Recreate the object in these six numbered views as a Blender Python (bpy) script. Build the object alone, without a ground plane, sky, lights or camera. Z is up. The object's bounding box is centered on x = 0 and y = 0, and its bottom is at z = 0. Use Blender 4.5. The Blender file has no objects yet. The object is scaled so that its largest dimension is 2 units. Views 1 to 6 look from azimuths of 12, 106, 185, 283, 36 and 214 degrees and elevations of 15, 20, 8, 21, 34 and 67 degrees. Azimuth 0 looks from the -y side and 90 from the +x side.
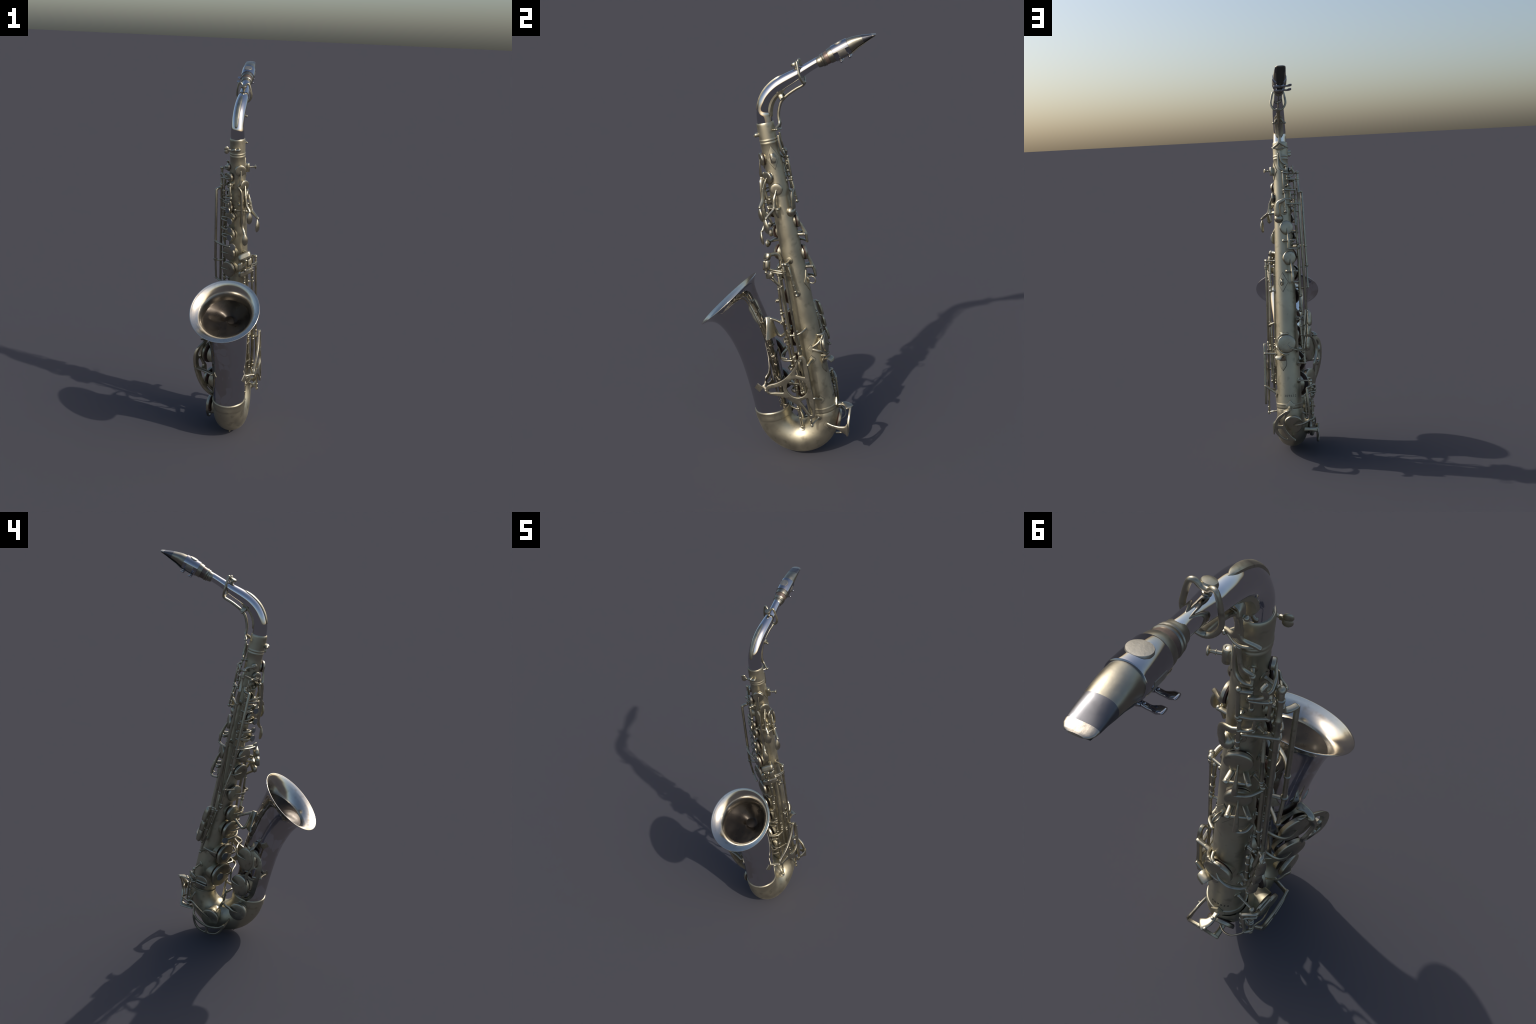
# Alto saxophone, satin-nickel body with polished bell and neck.
# Most parts are placed in "tube coordinates": s = distance along the main tube's axis,
# phi = angle round it (0 = toward the bell, 90 = +x side, 180 = player's side), r = distance from the axis.
import bpy, bmesh, math
from mathutils import Vector, Matrix

# ------------------------------------------------------------------ frame
TILT = math.radians(10)
ORG = Vector((-0.0128, 0.2239, 0.0))
FW = Vector((0, -math.cos(TILT), -math.sin(TILT)))
SX = Vector((1, 0, 0))
AX = Vector((0, -math.sin(TILT), math.cos(TILT)))
UP = Vector((0, 0, 1))


def rb(s):
    """body tube radius at s"""
    return 0.065 - 0.0215 * (s - 0.3046)


def rad(phi):
    p = math.radians(phi)
    return FW * math.cos(p) + SX * math.sin(p)


def tp(s, phi, r):
    return ORG + AX * s + rad(phi) * r


def fa(f, a, x=0.0):
    """point in the plane of the bell: f forward of the tube axis, a along it"""
    return ORG + FW * f + AX * a + SX * x


V = Vector

# ------------------------------------------------------------------ materials
def material(name, base, rough, metallic=1.0, var=0.12, scale=9.0, rough_var=0.08,
             bump=0.0, bump_scale=60.0, stain=None, stain_amount=0.0, coat=0.0, aniso=0.0):
    m = bpy.data.materials.new(name)
    m.use_nodes = True
    nt = m.node_tree
    N, L = nt.nodes, nt.links
    bs = N["Principled BSDF"]
    tc = N.new("ShaderNodeTexCoord")
    no = N.new("ShaderNodeTexNoise")
    no.inputs["Scale"].default_value = scale
    no.inputs["Detail"].default_value = 6
    no.inputs["Roughness"].default_value = 0.6
    L.new(tc.outputs["Object"], no.inputs["Vector"])
    cr = N.new("ShaderNodeValToRGB")
    cr.color_ramp.elements[0].position = 0.3
    cr.color_ramp.elements[1].position = 0.7
    d = tuple(c * (1 - var) for c in base)
    u = tuple(min(1, c * (1 + var)) for c in base)
    cr.color_ramp.elements[0].color = (*d, 1)
    cr.color_ramp.elements[1].color = (*u, 1)
    L.new(no.outputs["Fac"], cr.inputs["Fac"])
    col = cr.outputs["Color"]
    if stain:
        n2 = N.new("ShaderNodeTexNoise")
        n2.inputs["Scale"].default_value = scale * 4
        n2.inputs["Detail"].default_value = 8
        L.new(tc.outputs["Object"], n2.inputs["Vector"])
        r2 = N.new("ShaderNodeValToRGB")
        r2.color_ramp.elements[0].position = 0.56
        r2.color_ramp.elements[1].position = 0.78
        r2.color_ramp.elements[0].color = (0, 0, 0, 1)
        r2.color_ramp.elements[1].color = (stain_amount,) * 3 + (1,)
        L.new(n2.outputs["Fac"], r2.inputs["Fac"])
        mx = N.new("ShaderNodeMix")
        mx.data_type = 'RGBA'
        L.new(r2.outputs["Color"], mx.inputs["Factor"])
        L.new(col, mx.inputs["A"])
        mx.inputs["B"].default_value = (*stain, 1)
        col = mx.outputs["Result"]
    L.new(col, bs.inputs["Base Color"])
    mr = N.new("ShaderNodeMapRange")
    mr.inputs["From Min"].default_value = 0.3
    mr.inputs["From Max"].default_value = 0.7
    mr.inputs["To Min"].default_value = max(0.0, rough - rough_var)
    mr.inputs["To Max"].default_value = rough + rough_var
    n3 = N.new("ShaderNodeTexNoise")
    n3.inputs["Scale"].default_value = scale * 2.3
    n3.inputs["Detail"].default_value = 5
    L.new(tc.outputs["Object"], n3.inputs["Vector"])
    L.new(n3.outputs["Fac"], mr.inputs["Value"])
    L.new(mr.outputs["Result"], bs.inputs["Roughness"])
    bs.inputs["Metallic"].default_value = metallic
    bs.inputs["Coat Weight"].default_value = coat
    bs.inputs["Anisotropic"].default_value = aniso
    if bump:
        nb = N.new("ShaderNodeTexNoise")
        nb.inputs["Scale"].default_value = bump_scale
        nb.inputs["Detail"].default_value = 4
        L.new(tc.outputs["Object"], nb.inputs["Vector"])
        bp = N.new("ShaderNodeBump")
        bp.inputs["Strength"].default_value = bump
        bp.inputs["Distance"].default_value = 0.002
        L.new(nb.outputs["Fac"], bp.inputs["Height"])
        L.new(bp.outputs["Normal"], bs.inputs["Normal"])
    return m


SATIN = material("satin_nickel", (0.50, 0.455, 0.335), 0.48, metallic=1.0, var=0.09, scale=7,
                 stain=(0.13, 0.115, 0.085), stain_amount=0.55, bump=0.06, bump_scale=140)
KEYS = material("key_nickel", (0.43, 0.395, 0.30), 0.38, metallic=1.0, var=0.13, scale=14,
                stain=(0.11, 0.095, 0.07), stain_amount=0.6, bump=0.05, bump_scale=160)
MIRROR = material("polished_silver", (0.60, 0.59, 0.605), 0.03, var=0.02, scale=5, rough_var=0.015)
CLAMP = material("darkened_silver", (0.40, 0.395, 0.41), 0.06, var=0.10, scale=14, rough_var=0.03)  # silver darkened so the ligature's sky reflection comes out dimmer
MEDAL = material("frosted_nickel", (0.42, 0.39, 0.33), 0.5, var=0.1, scale=30, bump=0.15, bump_scale=200)
PIECE = material("brushed_pewter", (0.33, 0.305, 0.24), 0.36, var=0.14, scale=16, rough_var=0.06,
                 bump=0.08, bump_scale=90)
TOOTH = material("tooth_guard_grey", (0.13, 0.13, 0.14), 0.38, metallic=0.85, var=0.15, scale=20)
TIPM = material("worn_pewter_tip", (0.50, 0.45, 0.37), 0.38, var=0.12, scale=40, bump=0.2, bump_scale=120)
REED = material("dull_reed", (0.085, 0.08, 0.07), 0.55, metallic=0.2, var=0.15, scale=30)
CORK = material("reddish_cork", (0.17, 0.125, 0.10), 0.40, metallic=0.6, var=0.25, scale=40)
PAD = material("brown_leather", (0.055, 0.030, 0.022), 0.6, metallic=0.0, var=0.2, scale=40)
PEARL = material("ground_tinted_pearl", (0.125, 0.125, 0.122), 0.36, metallic=0.0, var=0.15, scale=35, rough_var=0.05)  # grey base colour carries the ground's reflection on the pearls
CREASE_SHADE = material("painted_crease_shade", (0.11, 0.10, 0.08), 0.55, metallic=0.5, var=0.3, scale=60)  # contact shadow round the shields, modelled as a thin dark strip
DARK = material("blackened_groove", (0.03, 0.028, 0.025), 0.6, metallic=0.3, var=0.2)
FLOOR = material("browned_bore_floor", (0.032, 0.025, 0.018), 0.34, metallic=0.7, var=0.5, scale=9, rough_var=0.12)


def bell_outer_material():
    """polished silver with a band of floral engraving (rougher, slightly browned lines)"""
    m = material("engraved_silver", (0.585, 0.575, 0.59), 0.025, var=0.02, scale=5, rough_var=0.012)
    nt = m.node_tree
    N, L = nt.nodes, nt.links
    bs = N["Principled BSDF"]
    tc = N.new("ShaderNodeTexCoord")
    mp = N.new("ShaderNodeMapping")
    mp.inputs["Scale"].default_value = (1, 1, 0.62)
    L.new(tc.outputs["Object"], mp.inputs["Vector"])
    wn = N.new("ShaderNodeTexNoise")
    wn.inputs["Scale"].default_value = 12
    wn.inputs["Detail"].default_value = 2
    L.new(mp.outputs["Vector"], wn.inputs["Vector"])
    add = N.new("ShaderNodeMixRGB")
    add.blend_type = 'ADD'
    add.inputs["Fac"].default_value = 0.14
    L.new(mp.outputs["Vector"], add.inputs["Color1"])
    L.new(wn.outputs["Color"], add.inputs["Color2"])
    vo = N.new("ShaderNodeTexVoronoi")
    vo.feature = 'DISTANCE_TO_EDGE'
    vo.inputs["Scale"].default_value = 21
    L.new(add.outputs["Color"], vo.inputs["Vector"])
    vc = N.new("ShaderNodeTexVoronoi")
    vc.inputs["Scale"].default_value = 21
    L.new(add.outputs["Color"], vc.inputs["Vector"])
    line = N.new("ShaderNodeValToRGB")
    line.color_ramp.elements[0].position = 0.03
    line.color_ramp.elements[0].color = (0.45, 0.45, 0.45, 1)
    line.color_ramp.elements[1].position = 0.07
    line.color_ramp.elements[1].color = (0, 0, 0, 1)
    L.new(vo.outputs["Distance"], line.inputs["Fac"])
    # leaves: some of the cells are filled with fine hatching
    sel = N.new("ShaderNodeSeparateColor")
    L.new(vc.outputs["Color"], sel.inputs["Color"])
    leaf = N.new("ShaderNodeMath")
    leaf.operation = 'GREATER_THAN'
    leaf.inputs[1].default_value = 0.52
    L.new(sel.outputs["Red"], leaf.inputs[0])
    half = N.new("ShaderNodeMath")
    half.operation = 'MULTIPLY'
    half.inputs[1].default_value = 0.75
    L.new(leaf.outputs[0], half.inputs[0])
    mxm = N.new("ShaderNodeMath")
    mxm.operation = 'MAXIMUM'
    L.new(line.outputs["Color"], mxm.inputs[0])
    L.new(half.outputs[0], mxm.inputs[1])
    # where the engraver worked: the front and left of the bell, below the flare
    sp = N.new("ShaderNodeSeparateXYZ")
    L.new(tc.outputs["Object"], sp.inputs["Vector"])
    mx_ = N.new("ShaderNodeMapRange")
    mx_.inputs["From Min"].default_value = 0.045
    mx_.inputs["From Max"].default_value = 0.005
    L.new(sp.outputs["X"], mx_.inputs["Value"])
    mul = N.new("ShaderNodeMath")
    mul.operation = 'MULTIPLY'
    L.new(mxm.outputs[0], mul.inputs[0])
    L.new(mx_.outputs["Result"], mul.inputs[1])
    # write engraving into colour and roughness
    old = bs.inputs["Base Color"].links[0].from_socket
    mc = N.new("ShaderNodeMix")
    mc.data_type = 'RGBA'
    L.new(mul.outputs[0], mc.inputs["Factor"])
    L.new(old, mc.inputs["A"])
    mc.inputs["B"].default_value = (0.46, 0.42, 0.39, 1)
    L.new(mc.outputs["Result"], bs.inputs["Base Color"])
    oldr = bs.inputs["Roughness"].links[0].from_socket
    ma = N.new("ShaderNodeMath")
    ma.operation = 'MULTIPLY_ADD'
    ma.inputs[1].default_value = 0.16
    L.new(mul.outputs[0], ma.inputs[0])
    L.new(oldr, ma.inputs[2])
    L.new(ma.outputs[0], bs.inputs["Roughness"])
    return m


ENGRAVED = bell_outer_material()


BORE = material("bell_bore", (0.64, 0.60, 0.52), 0.19, var=0.06, scale=8, rough_var=0.03, stain=(0.38, 0.29, 0.18), stain_amount=0.5)  # warm base and gold blotches paint in light bouncing inside the bell

# ------------------------------------------------------------------ scene helpers
ROOT = bpy.data.objects.new("saxophone", None)
bpy.context.scene.collection.objects.link(ROOT)
ROOT["label"] = "aged satin nickel alto saxophone with polished bell and neck"
ROOT["category"] = "saxophone"


def finish(bm, name, mat, parent=None, angle=42, kind=None):
    bmesh.ops.remove_doubles(bm, verts=bm.verts, dist=1e-6)
    bmesh.ops.recalc_face_normals(bm, faces=bm.faces)
    me = bpy.data.meshes.new(name)
    bm.to_mesh(me)
    bm.free()
    for p in me.polygons:
        p.use_smooth = True
    me.set_sharp_from_angle(angle=math.radians(angle))
    mats = mat if isinstance(mat, (list, tuple)) else [mat]
    for k in mats:
        me.materials.append(k)
    ob = bpy.data.objects.new(name, me)
    bpy.context.scene.collection.objects.link(ob)
    ob.parent = parent or ROOT
    if kind:
        ob["kind"] = kind
    return ob


def catmull(pts, m=8):
    """smooth curve through tuples/vectors of any length"""
    P = [list(p) for p in pts]
    if len(P) < 3:
        return [tuple(P[0][k] + (P[1][k] - P[0][k]) * i / m for k in range(len(P[0]))) for i in range(m + 1)]
    Q = [[2 * a - b for a, b in zip(P[0], P[1])]] + P + [[2 * a - b for a, b in zip(P[-1], P[-2])]]
    out = []
    for i in range(1, len(Q) - 2):
        for k in range(m):
            t = k / m
            out.append(tuple(0.5 * (2 * b + (c - a) * t + (2 * a - 5 * b + 4 * c - d) * t * t
                                    + (3 * b - a - 3 * c + d) * t ** 3)
                             for a, b, c, d in zip(Q[i - 1], Q[i], Q[i + 1], Q[i + 2])))
    out.append(tuple(P[-1]))
    return out


def bridge(bm, A, B):
    n = len(A)
    for i in range(n):
        bm.faces.new((A[i], A[(i + 1) % n], B[(i + 1) % n], B[i]))


def lathe(bm, prof, o, axis, seg=32, mat=0):
    """revolve (radius, height) pairs about axis at o"""
    axis = axis.normalized()
    a = axis.orthogonal().normalized()
    b = axis.cross(a)
    rings = []
    before = set(bm.faces)
    for r, h in prof:
        c = o + axis * h
        if r < 1e-6:
            rings.append([bm.verts.new(c)])
        else:
            rings.append([bm.verts.new(c + (a * math.cos(2 * math.pi * i / seg) + b * math.sin(2 * math.pi * i / seg)) * r)
                          for i in range(seg)])
    for A, B in zip(rings, rings[1:]):
        if len(A) == 1 and len(B) == 1:
            continue
        if len(A) == 1:
            for i in range(seg):
                bm.faces.new((A[0], B[i], B[(i + 1) % seg]))
        elif len(B) == 1:
            for i in range(seg):
                bm.faces.new((B[0], A[(i + 1) % seg], A[i]))
        else:
            bridge(bm, A, B)
    if mat:
        for f in set(bm.faces) - before:
            f.material_index = mat


def ball(bm, c, r, squash=1.0, axis=UP, seg=14):
    n = 8
    lathe(bm, [(r * math.sin(math.pi * i / n), -r * squash * math.cos(math.pi * i / n)) for i in range(n + 1)], c, axis, seg)


def sweep(bm, pts, w, t=None, hint=None, sides=10, power=2.0, cap=True, closed=False):
    """sweep a (super)elliptic section, half width w and half thickness t, along pts.
    hint = direction of the thickness (vector, or function of the point)"""
    pts = [V(p) for p in pts]
    n = len(pts)
    t = w if t is None else t

    def val(q, i):
        if isinstance(q, (list, tuple)):
            f = i / max(1, n - 1) * (len(q) - 1)
            k = min(int(f), len(q) - 2)
            return q[k] + (q[k + 1] - q[k]) * (f - k)
        return q
    T = []
    for i in range(n):
        if closed:
            d = pts[(i + 1) % n] - pts[i - 1]
        else:
            d = pts[min(i + 1, n - 1)] - pts[max(i - 1, 0)]
        T.append(d.normalized())
    prev = None
    rings = []

    def ring(c, tt, nn, bb, ww, th):
        vs = []
        for k in range(sides):
            a = 2 * math.pi * (k + 0.5) / sides
            ca, sa = math.cos(a), math.sin(a)
            e = 2.0 / power
            vs.append(bm.verts.new(c + bb * (ww * math.copysign(abs(ca) ** e, ca)) + nn * (th * math.copysign(abs(sa) ** e, sa))))
        return vs
    for i in range(n):
        tt = T[i]
        if hint is not None:
            h = hint(pts[i]) if callable(hint) else hint
        else:
            h = prev if prev is not None else tt.orthogonal()
        nn = h - tt * h.dot(tt)
        if nn.length < 1e-6:
            nn = prev if prev is not None else tt.orthogonal()
            nn = nn - tt * nn.dot(tt)
        nn.normalize()
        prev = nn
        bb = tt.cross(nn)
        ww, th = val(w, i), val(t, i)
        if cap and not closed and i == 0:
            q = min(ww, th)
            rings.append(ring(pts[i] - tt * q * 0.7, tt, nn, bb, ww * 0.45, th * 0.45))
            rings.append(ring(pts[i] - tt * q * 0.4, tt, nn, bb, ww * 0.85, th * 0.85))
        rings.append(ring(pts[i], tt, nn, bb, ww, th))
        if cap and not closed and i == n - 1:
            q = min(ww, th)
            rings.append(ring(pts[i] + tt * q * 0.4, tt, nn, bb, ww * 0.85, th * 0.85))
            rings.append(ring(pts[i] + tt * q * 0.7, tt, nn, bb, ww * 0.45, th * 0.45))
    for A, B in zip(rings, rings[1:]):
        bridge(bm, A, B)
    if closed:
        bridge(bm, rings[-1], rings[0])
    elif cap:
        bm.faces.new(rings[0][::-1])
        bm.faces.new(rings[-1])


def radial_hint(p):
    q = p - ORG
    return (q - AX * q.dot(AX)).normalized()


def wire(bm, pts, r, m=6, sides=10):
    sweep(bm, catmull(pts, m), r, sides=sides)


def bar(bm, pts, w, t, hint=radial_hint, m=6, power=3.0, sides=12):
    k = lambda q, f: [a * f for a in q] if isinstance(q, (list, tuple)) else q * f
    sweep(bm, catmull(pts, m), k(w, 1.12), k(t, 1.18), hint, sides=sides, power=power)


def hinge(bm, a, b, r, collars=(), ends=True):
    """hinge rod between a and b with collars (fraction, radius factor) and ball ends"""
    d = b - a
    ln = d.length
    prof = [(0, -r * 0.6), (r * 0.8, -r * 0.4), (r, 0)]
    for f, k in sorted(collars):
        h = f * ln
        w = r * 0.55
        prof += [(r, h - w * 1.5), (r * k, h - w), (r * k * 1.04, h), (r * k, h + w), (r, h + w * 1.5)]
    prof += [(r, ln), (r * 0.8, ln + r * 0.4), (0, ln + r * 0.6)]
    lathe(bm, prof, a, d, 12)
    if ends:
        ball(bm, a - d.normalized() * r * 0.8, r * 1.45, axis=d)
        ball(bm, b + d.normalized() * r * 0.8, r * 1.45, axis=d)


def solid_outline(name, outer, holes, depth, bevel, mat, to_world, parent=None, m=5):
    """flat metal casting: smooth outline with smooth holes, extruded and bevelled, placed by to_world(x, y, z)"""
    cu = bpy.data.curves.new(name + "_outline", 'CURVE')
    cu.dimensions = '2D'
    cu.fill_mode = 'BOTH'
    cu.extrude = depth
    cu.bevel_depth = bevel
    cu.bevel_resolution = 3
    cu.offset = -bevel
    for loop in [outer] + holes:
        pts = loop
        n = len(pts)
        ext = [pts[-1]] + list(pts) + [pts[0], pts[1]]
        fine = []
        for i in range(1, n + 1):
            a, b, c, d = ext[i - 1], ext[i], ext[i + 1], ext[i + 2]
            for k in range(m):
                t = k / m
                fine.append(tuple(0.5 * (2 * q + (r_ - p) * t + (2 * p - 5 * q + 4 * r_ - s_) * t * t
                                         + (3 * q - p - 3 * r_ + s_) * t ** 3) for p, q, r_, s_ in zip(a, b, c, d)))
        sp = cu.splines.new('POLY')
        sp.points.add(len(fine) - 1)
        for q, p in zip(sp.points, fine):
            q.co = (p[0], p[1], 0, 1)
        sp.use_cyclic_u = True
    ob = bpy.data.objects.new(name + "_outline", cu)
    bpy.context.scene.collection.objects.link(ob)
    dg = bpy.context.evaluated_depsgraph_get()
    me = bpy.data.meshes.new_from_object(ob.evaluated_get(dg))
    bpy.data.objects.remove(ob)
    bm = bmesh.new()
    bm.from_mesh(me)
    bpy.data.meshes.remove(me)
    bmesh.ops.remove_doubles(bm, verts=bm.verts, dist=1e-5)
    for v in bm.verts:
        v.co = to_world(*v.co)
    return finish(bm, name, mat, parent, angle=35)


# ------------------------------------------------------------------ body tube
bm = bmesh.new()
prof = [(0.060, 0.235), (0.0672, 0.240), (0.0672, 0.2585), (0.0664, 0.2605), (0.0664, 0.2625), (0.0682, 0.2645), (0.0686, 0.272),
        (0.0682, 0.280), (0.0690, 0.2825), (0.0694, 0.2855), (0.0686, 0.288), (rb(0.289) + .0003, 0.2895)]
for i in range(1, 40):
    s = 0.2895 + i * (1.570 - 0.2895) / 40
    prof.append((rb(s), s))
prof += [(rb(1.572), 1.5715), (0.0384, 1.5725), (0.0394, 1.574), (0.0398, 1.577), (0.0396, 1.581), (0.0384, 1.583), (0.0384, 1.585),
         (0.0396, 1.587), (0.0404, 1.590), (0.0398, 1.5935), (0.0389, 1.595), (0.0389, 1.598), (0.0390, 1.630), (0.0390, 1.655),
         (0.0386, 1.661), (0.0376, 1.665), (0.0362, 1.667), (0.034, 1.667), (0.034, 1.60)]
lathe(bm, prof, ORG, AX, 96)
finish(bm, "body_tube", SATIN)

# ------------------------------------------------------------------ bow: half torus, growing toward the bell
BOW_A, BOW_R = 0.250, 0.1258


def circle_sweep(bm, stations, seg=96, tangents=None):
    """stations = (centre, radius); rings stand square to the path"""
    rings = []
    n = len(stations)
    for i, (c, r) in enumerate(stations):
        if tangents:
            t = tangents[i]
        else:
            t = (stations[min(i + 1, n - 1)][0] - stations[max(i - 1, 0)][0]).normalized()
        b = SX - t * t.x
        b.normalize()
        a = b.cross(t)
        rings.append([bm.verts.new(c + (a * math.cos(2 * math.pi * k / seg) + b * math.sin(2 * math.pi * k / seg)) * r)
                      for k in range(seg)])
    for A, B in zip(rings, rings[1:]):
        bridge(bm, A, B)
    return rings


bm = bmesh.new()
st, tg = [], []
for i in range(41):
    th = math.pi * i / 40
    f = BOW_R - BOW_R * math.cos(th)
    a = BOW_A - (BOW_R + 0.0075) * math.sin(th)
    r = 0.0695 + (0.0850 - 0.0695) * (i / 40) ** 1.15 + 0.005 * math.sin(th) ** 1.5
    st.append((fa(f, a, 0.008 * (i / 40) ** 2 - 0.0035 * (1 - i / 40)), r))
    tg.append((FW * math.sin(th) - AX * math.cos(th)).normalized())
st.insert(0, (fa(0, 0.258, -0.0030), 0.0694)); tg.insert(0, -AX)
BX = 0.008
# collar where the bell is soldered in
for a, r in ((0.2505, 0.0868), (0.2515, 0.0885), (0.254, 0.0890), (0.268, 0.0893), (0.282, 0.0893), (0.285, 0.0902), (0.288, 0.0908), (0.2915, 0.0902), (0.2935, 0.0885), (0.294, 0.080)):
    st.append((fa(0.2516, a, BX), r - 0.0015)); tg.append(AX)
circle_sweep(bm, st, 96, tg)
finish(bm, "bow", SATIN)

# ------------------------------------------------------------------ bell
BELL = [  # f, a, x, radius, lean of the ring (degrees forward of the tube axis)
    (0.2516, 0.280, 0.0080, 0.0845, 0), (0.2520, 0.340, 0.0085, 0.0850, 0), (0.2525, 0.420, 0.010, 0.0866, 1), (0.2535, 0.500, 0.0115, 0.0896, 3),
    (0.2575, 0.580, 0.0125, 0.0936, 6), (0.2670, 0.655, 0.0135, 0.0980, 10), (0.2820, 0.725, 0.0145, 0.1035, 15),
    (0.3005, 0.785, 0.0155, 0.1112, 21), (0.3160, 0.823, 0.0163, 0.1205, 26), (0.3290, 0.848, 0.0168, 0.1340, 30),
    (0.3380, 0.8635, 0.0171, 0.1510, 32), (0.3430, 0.8715, 0.0173, 0.1660, 33), (0.3455, 0.8753, 0.0173, 0.1765, 33)]
fine = catmull(BELL, 6)


def bell_ring(q, dr=0.0, dh=0.0):
    f, a, x, r, l = q
    t = AX * math.cos(math.radians(l)) + FW * math.sin(math.radians(l))
    return (fa(f, a, x) + t * dh, r + dr), t


bm = bmesh.new()
st, tg = [], []
for q in fine:
    (c, r), t = bell_ring(q)
    st.append((c, r)); tg.append(t)
(c, r), t = bell_ring(fine[-1])
for dr, dh in ((0.0012, 0.0006), (0.0016, 0.0018), (0.0010, 0.0030), (-0.0008, 0.0034)):
    st.append((c + t * dh, r + dr)); tg.append(t)
n_out = len(st)
for q in reversed(fine[:-1]):
    (c, r), t = bell_ring(q, -0.0022, 0.002)
    st.append((c, r)); tg.append(t)
rings = circle_sweep(bm, st, 128, tg)
bm.faces.ensure_lookup_table()
for i, f in enumerate(bm.faces):
    if i // 128 >= n_out - 3:
        f.material_index = 1
bell = finish(bm, "bell", [ENGRAVED, BORE], angle=60)
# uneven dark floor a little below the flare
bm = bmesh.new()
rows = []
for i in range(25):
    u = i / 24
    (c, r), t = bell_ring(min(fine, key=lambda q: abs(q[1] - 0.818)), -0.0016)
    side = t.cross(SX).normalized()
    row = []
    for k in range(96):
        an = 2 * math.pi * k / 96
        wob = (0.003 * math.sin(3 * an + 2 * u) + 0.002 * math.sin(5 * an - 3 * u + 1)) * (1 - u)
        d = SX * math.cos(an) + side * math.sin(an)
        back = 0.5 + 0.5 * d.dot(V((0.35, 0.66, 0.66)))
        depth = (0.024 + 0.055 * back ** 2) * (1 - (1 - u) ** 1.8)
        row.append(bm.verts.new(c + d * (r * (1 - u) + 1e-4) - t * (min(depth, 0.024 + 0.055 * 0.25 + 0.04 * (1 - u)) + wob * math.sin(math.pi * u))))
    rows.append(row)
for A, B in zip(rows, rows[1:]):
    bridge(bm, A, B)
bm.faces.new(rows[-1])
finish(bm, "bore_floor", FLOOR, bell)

# ------------------------------------------------------------------ neck
NECK = [(-0.0122, -0.0640, 1.640, .0345), (-0.0135, -0.0670, 1.672, .0338), (-0.0142, -0.0665, 1.6945, .0322), (-0.0146, -0.0580, 1.729, .0312),
        (-0.0153, -0.0400, 1.762, .0308), (-0.0170, -0.0120, 1.7905, .0304), (-0.0195, 0.0185, 1.811, .0294),
        (-0.0228, 0.0535, 1.8300, .0272), (-0.0262, 0.0880, 1.848, .0238), (-0.0309, 0.1239, 1.869, .0206), (-0.0368, 0.1630, 1.891, .0197),
        (-0.040, 0.180, 1.899, .0195)]
neck_fine = catmull(NECK, 8)
bm = bmesh.new()
circle_sweep(bm, [(V(q[:3]), q[3]) for q in neck_fine], 64)
neck = finish(bm, "neck", MIRROR, angle=60)


def neck_frame(u):
    """centre, tangent, outward (outside of the bend), radius at fraction u of the neck"""
    i = min(int(u * (len(neck_fine) - 1)), len(neck_fine) - 2)
    q = neck_fine[i]
    t = (V(neck_fine[i + 1][:3]) - V(neck_fine[max(i - 1, 0)][:3])).normalized()
    out = t.cross(V((1, 0, 0))).normalized()
    if out.dot(V((0, -1, 1))) < 0:
        out = -out
    return V(q[:3]), t, out, q[3]


def neck_strip(name, u0, u1, side, half, thick, mat):
    """stiffening strip hugging the neck along its outer (+1) or inner (-1) side"""
    bm = bmesh.new()
    rows = []
    n, k = 28, 8
    for i in range(n + 1):
        u = u0 + (u1 - u0) * i / n
        c, t, out, r = neck_frame(u)
        e = max(0.05, math.sqrt(max(0.0, 1 - (2 * i / n - 1) ** 4)))
        top, bot = [], []
        for j in range(k + 1):
            an = (2 * j / k - 1) * half / r * e
            d = out * side * math.cos(an) + V((1, 0, 0)) * math.sin(an)
            edge = math.sqrt(max(0.0, 1 - (2 * j / k - 1) ** 4)) * e
            top.append(bm.verts.new(c + d * (r + thick * edge)))
            bot.append(bm.verts.new(c + d * (r - 0.002)))
        rows.append(top + bot[::-1])
    for A, B in zip(rows, rows[1:]):
        bridge(bm, A, B)
    bm.faces.new(rows[0][::-1])
    bm.faces.new(rows[-1])
    finish(bm, name, mat, neck)


neck_strip("neck_brace", 0.16, 0.58, 1, 0.0115, 0.0050, KEYS)
neck_strip("neck_underplate", 0.06, 0.54, -1, 0.025, 0.0065, SATIN)

# octave key: loop round the neck, lever, saddle, fork
CX = -0.0265
bm = bmesh.new()
loop = [(-0.0285, 0.111, 1.8055), (-0.0505, 0.108, 1.8125), (-0.067, 0.100, 1.838), (-0.0640, 0.092, 1.870), (-0.0545, 0.086, 1.901),
        (-0.0440, 0.083, 1.9015), (-0.0360, 0.082, 1.891), (-0.0265, 0.081, 1.889), (-0.0170, 0.082, 1.891), (-0.0080, 0.083, 1.899),
        (0.0010, 0.086, 1.895), (0.0090, 0.092, 1.868), (0.0125, 0.100, 1.838), (-0.0030, 0.108, 1.8125)]
loop = [(CX + (x - CX) * 0.93, y, z) for x, y, z in loop]
n = len(loop)
cl = []
for i in range(n):
    a, b, c, d = loop[i - 1], loop[i], loop[(i + 1) % n], loop[(i + 2) % n]
    for k in range(5):
        t = k / 5
        cl.append(tuple(0.5 * (2 * q + (r - p) * t + (2 * p - 5 * q + 4 * r - s) * t * t + (3 * q - p - 3 * r + s) * t ** 3)
                        for p, q, r, s in zip(a, b, c, d)))
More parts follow.
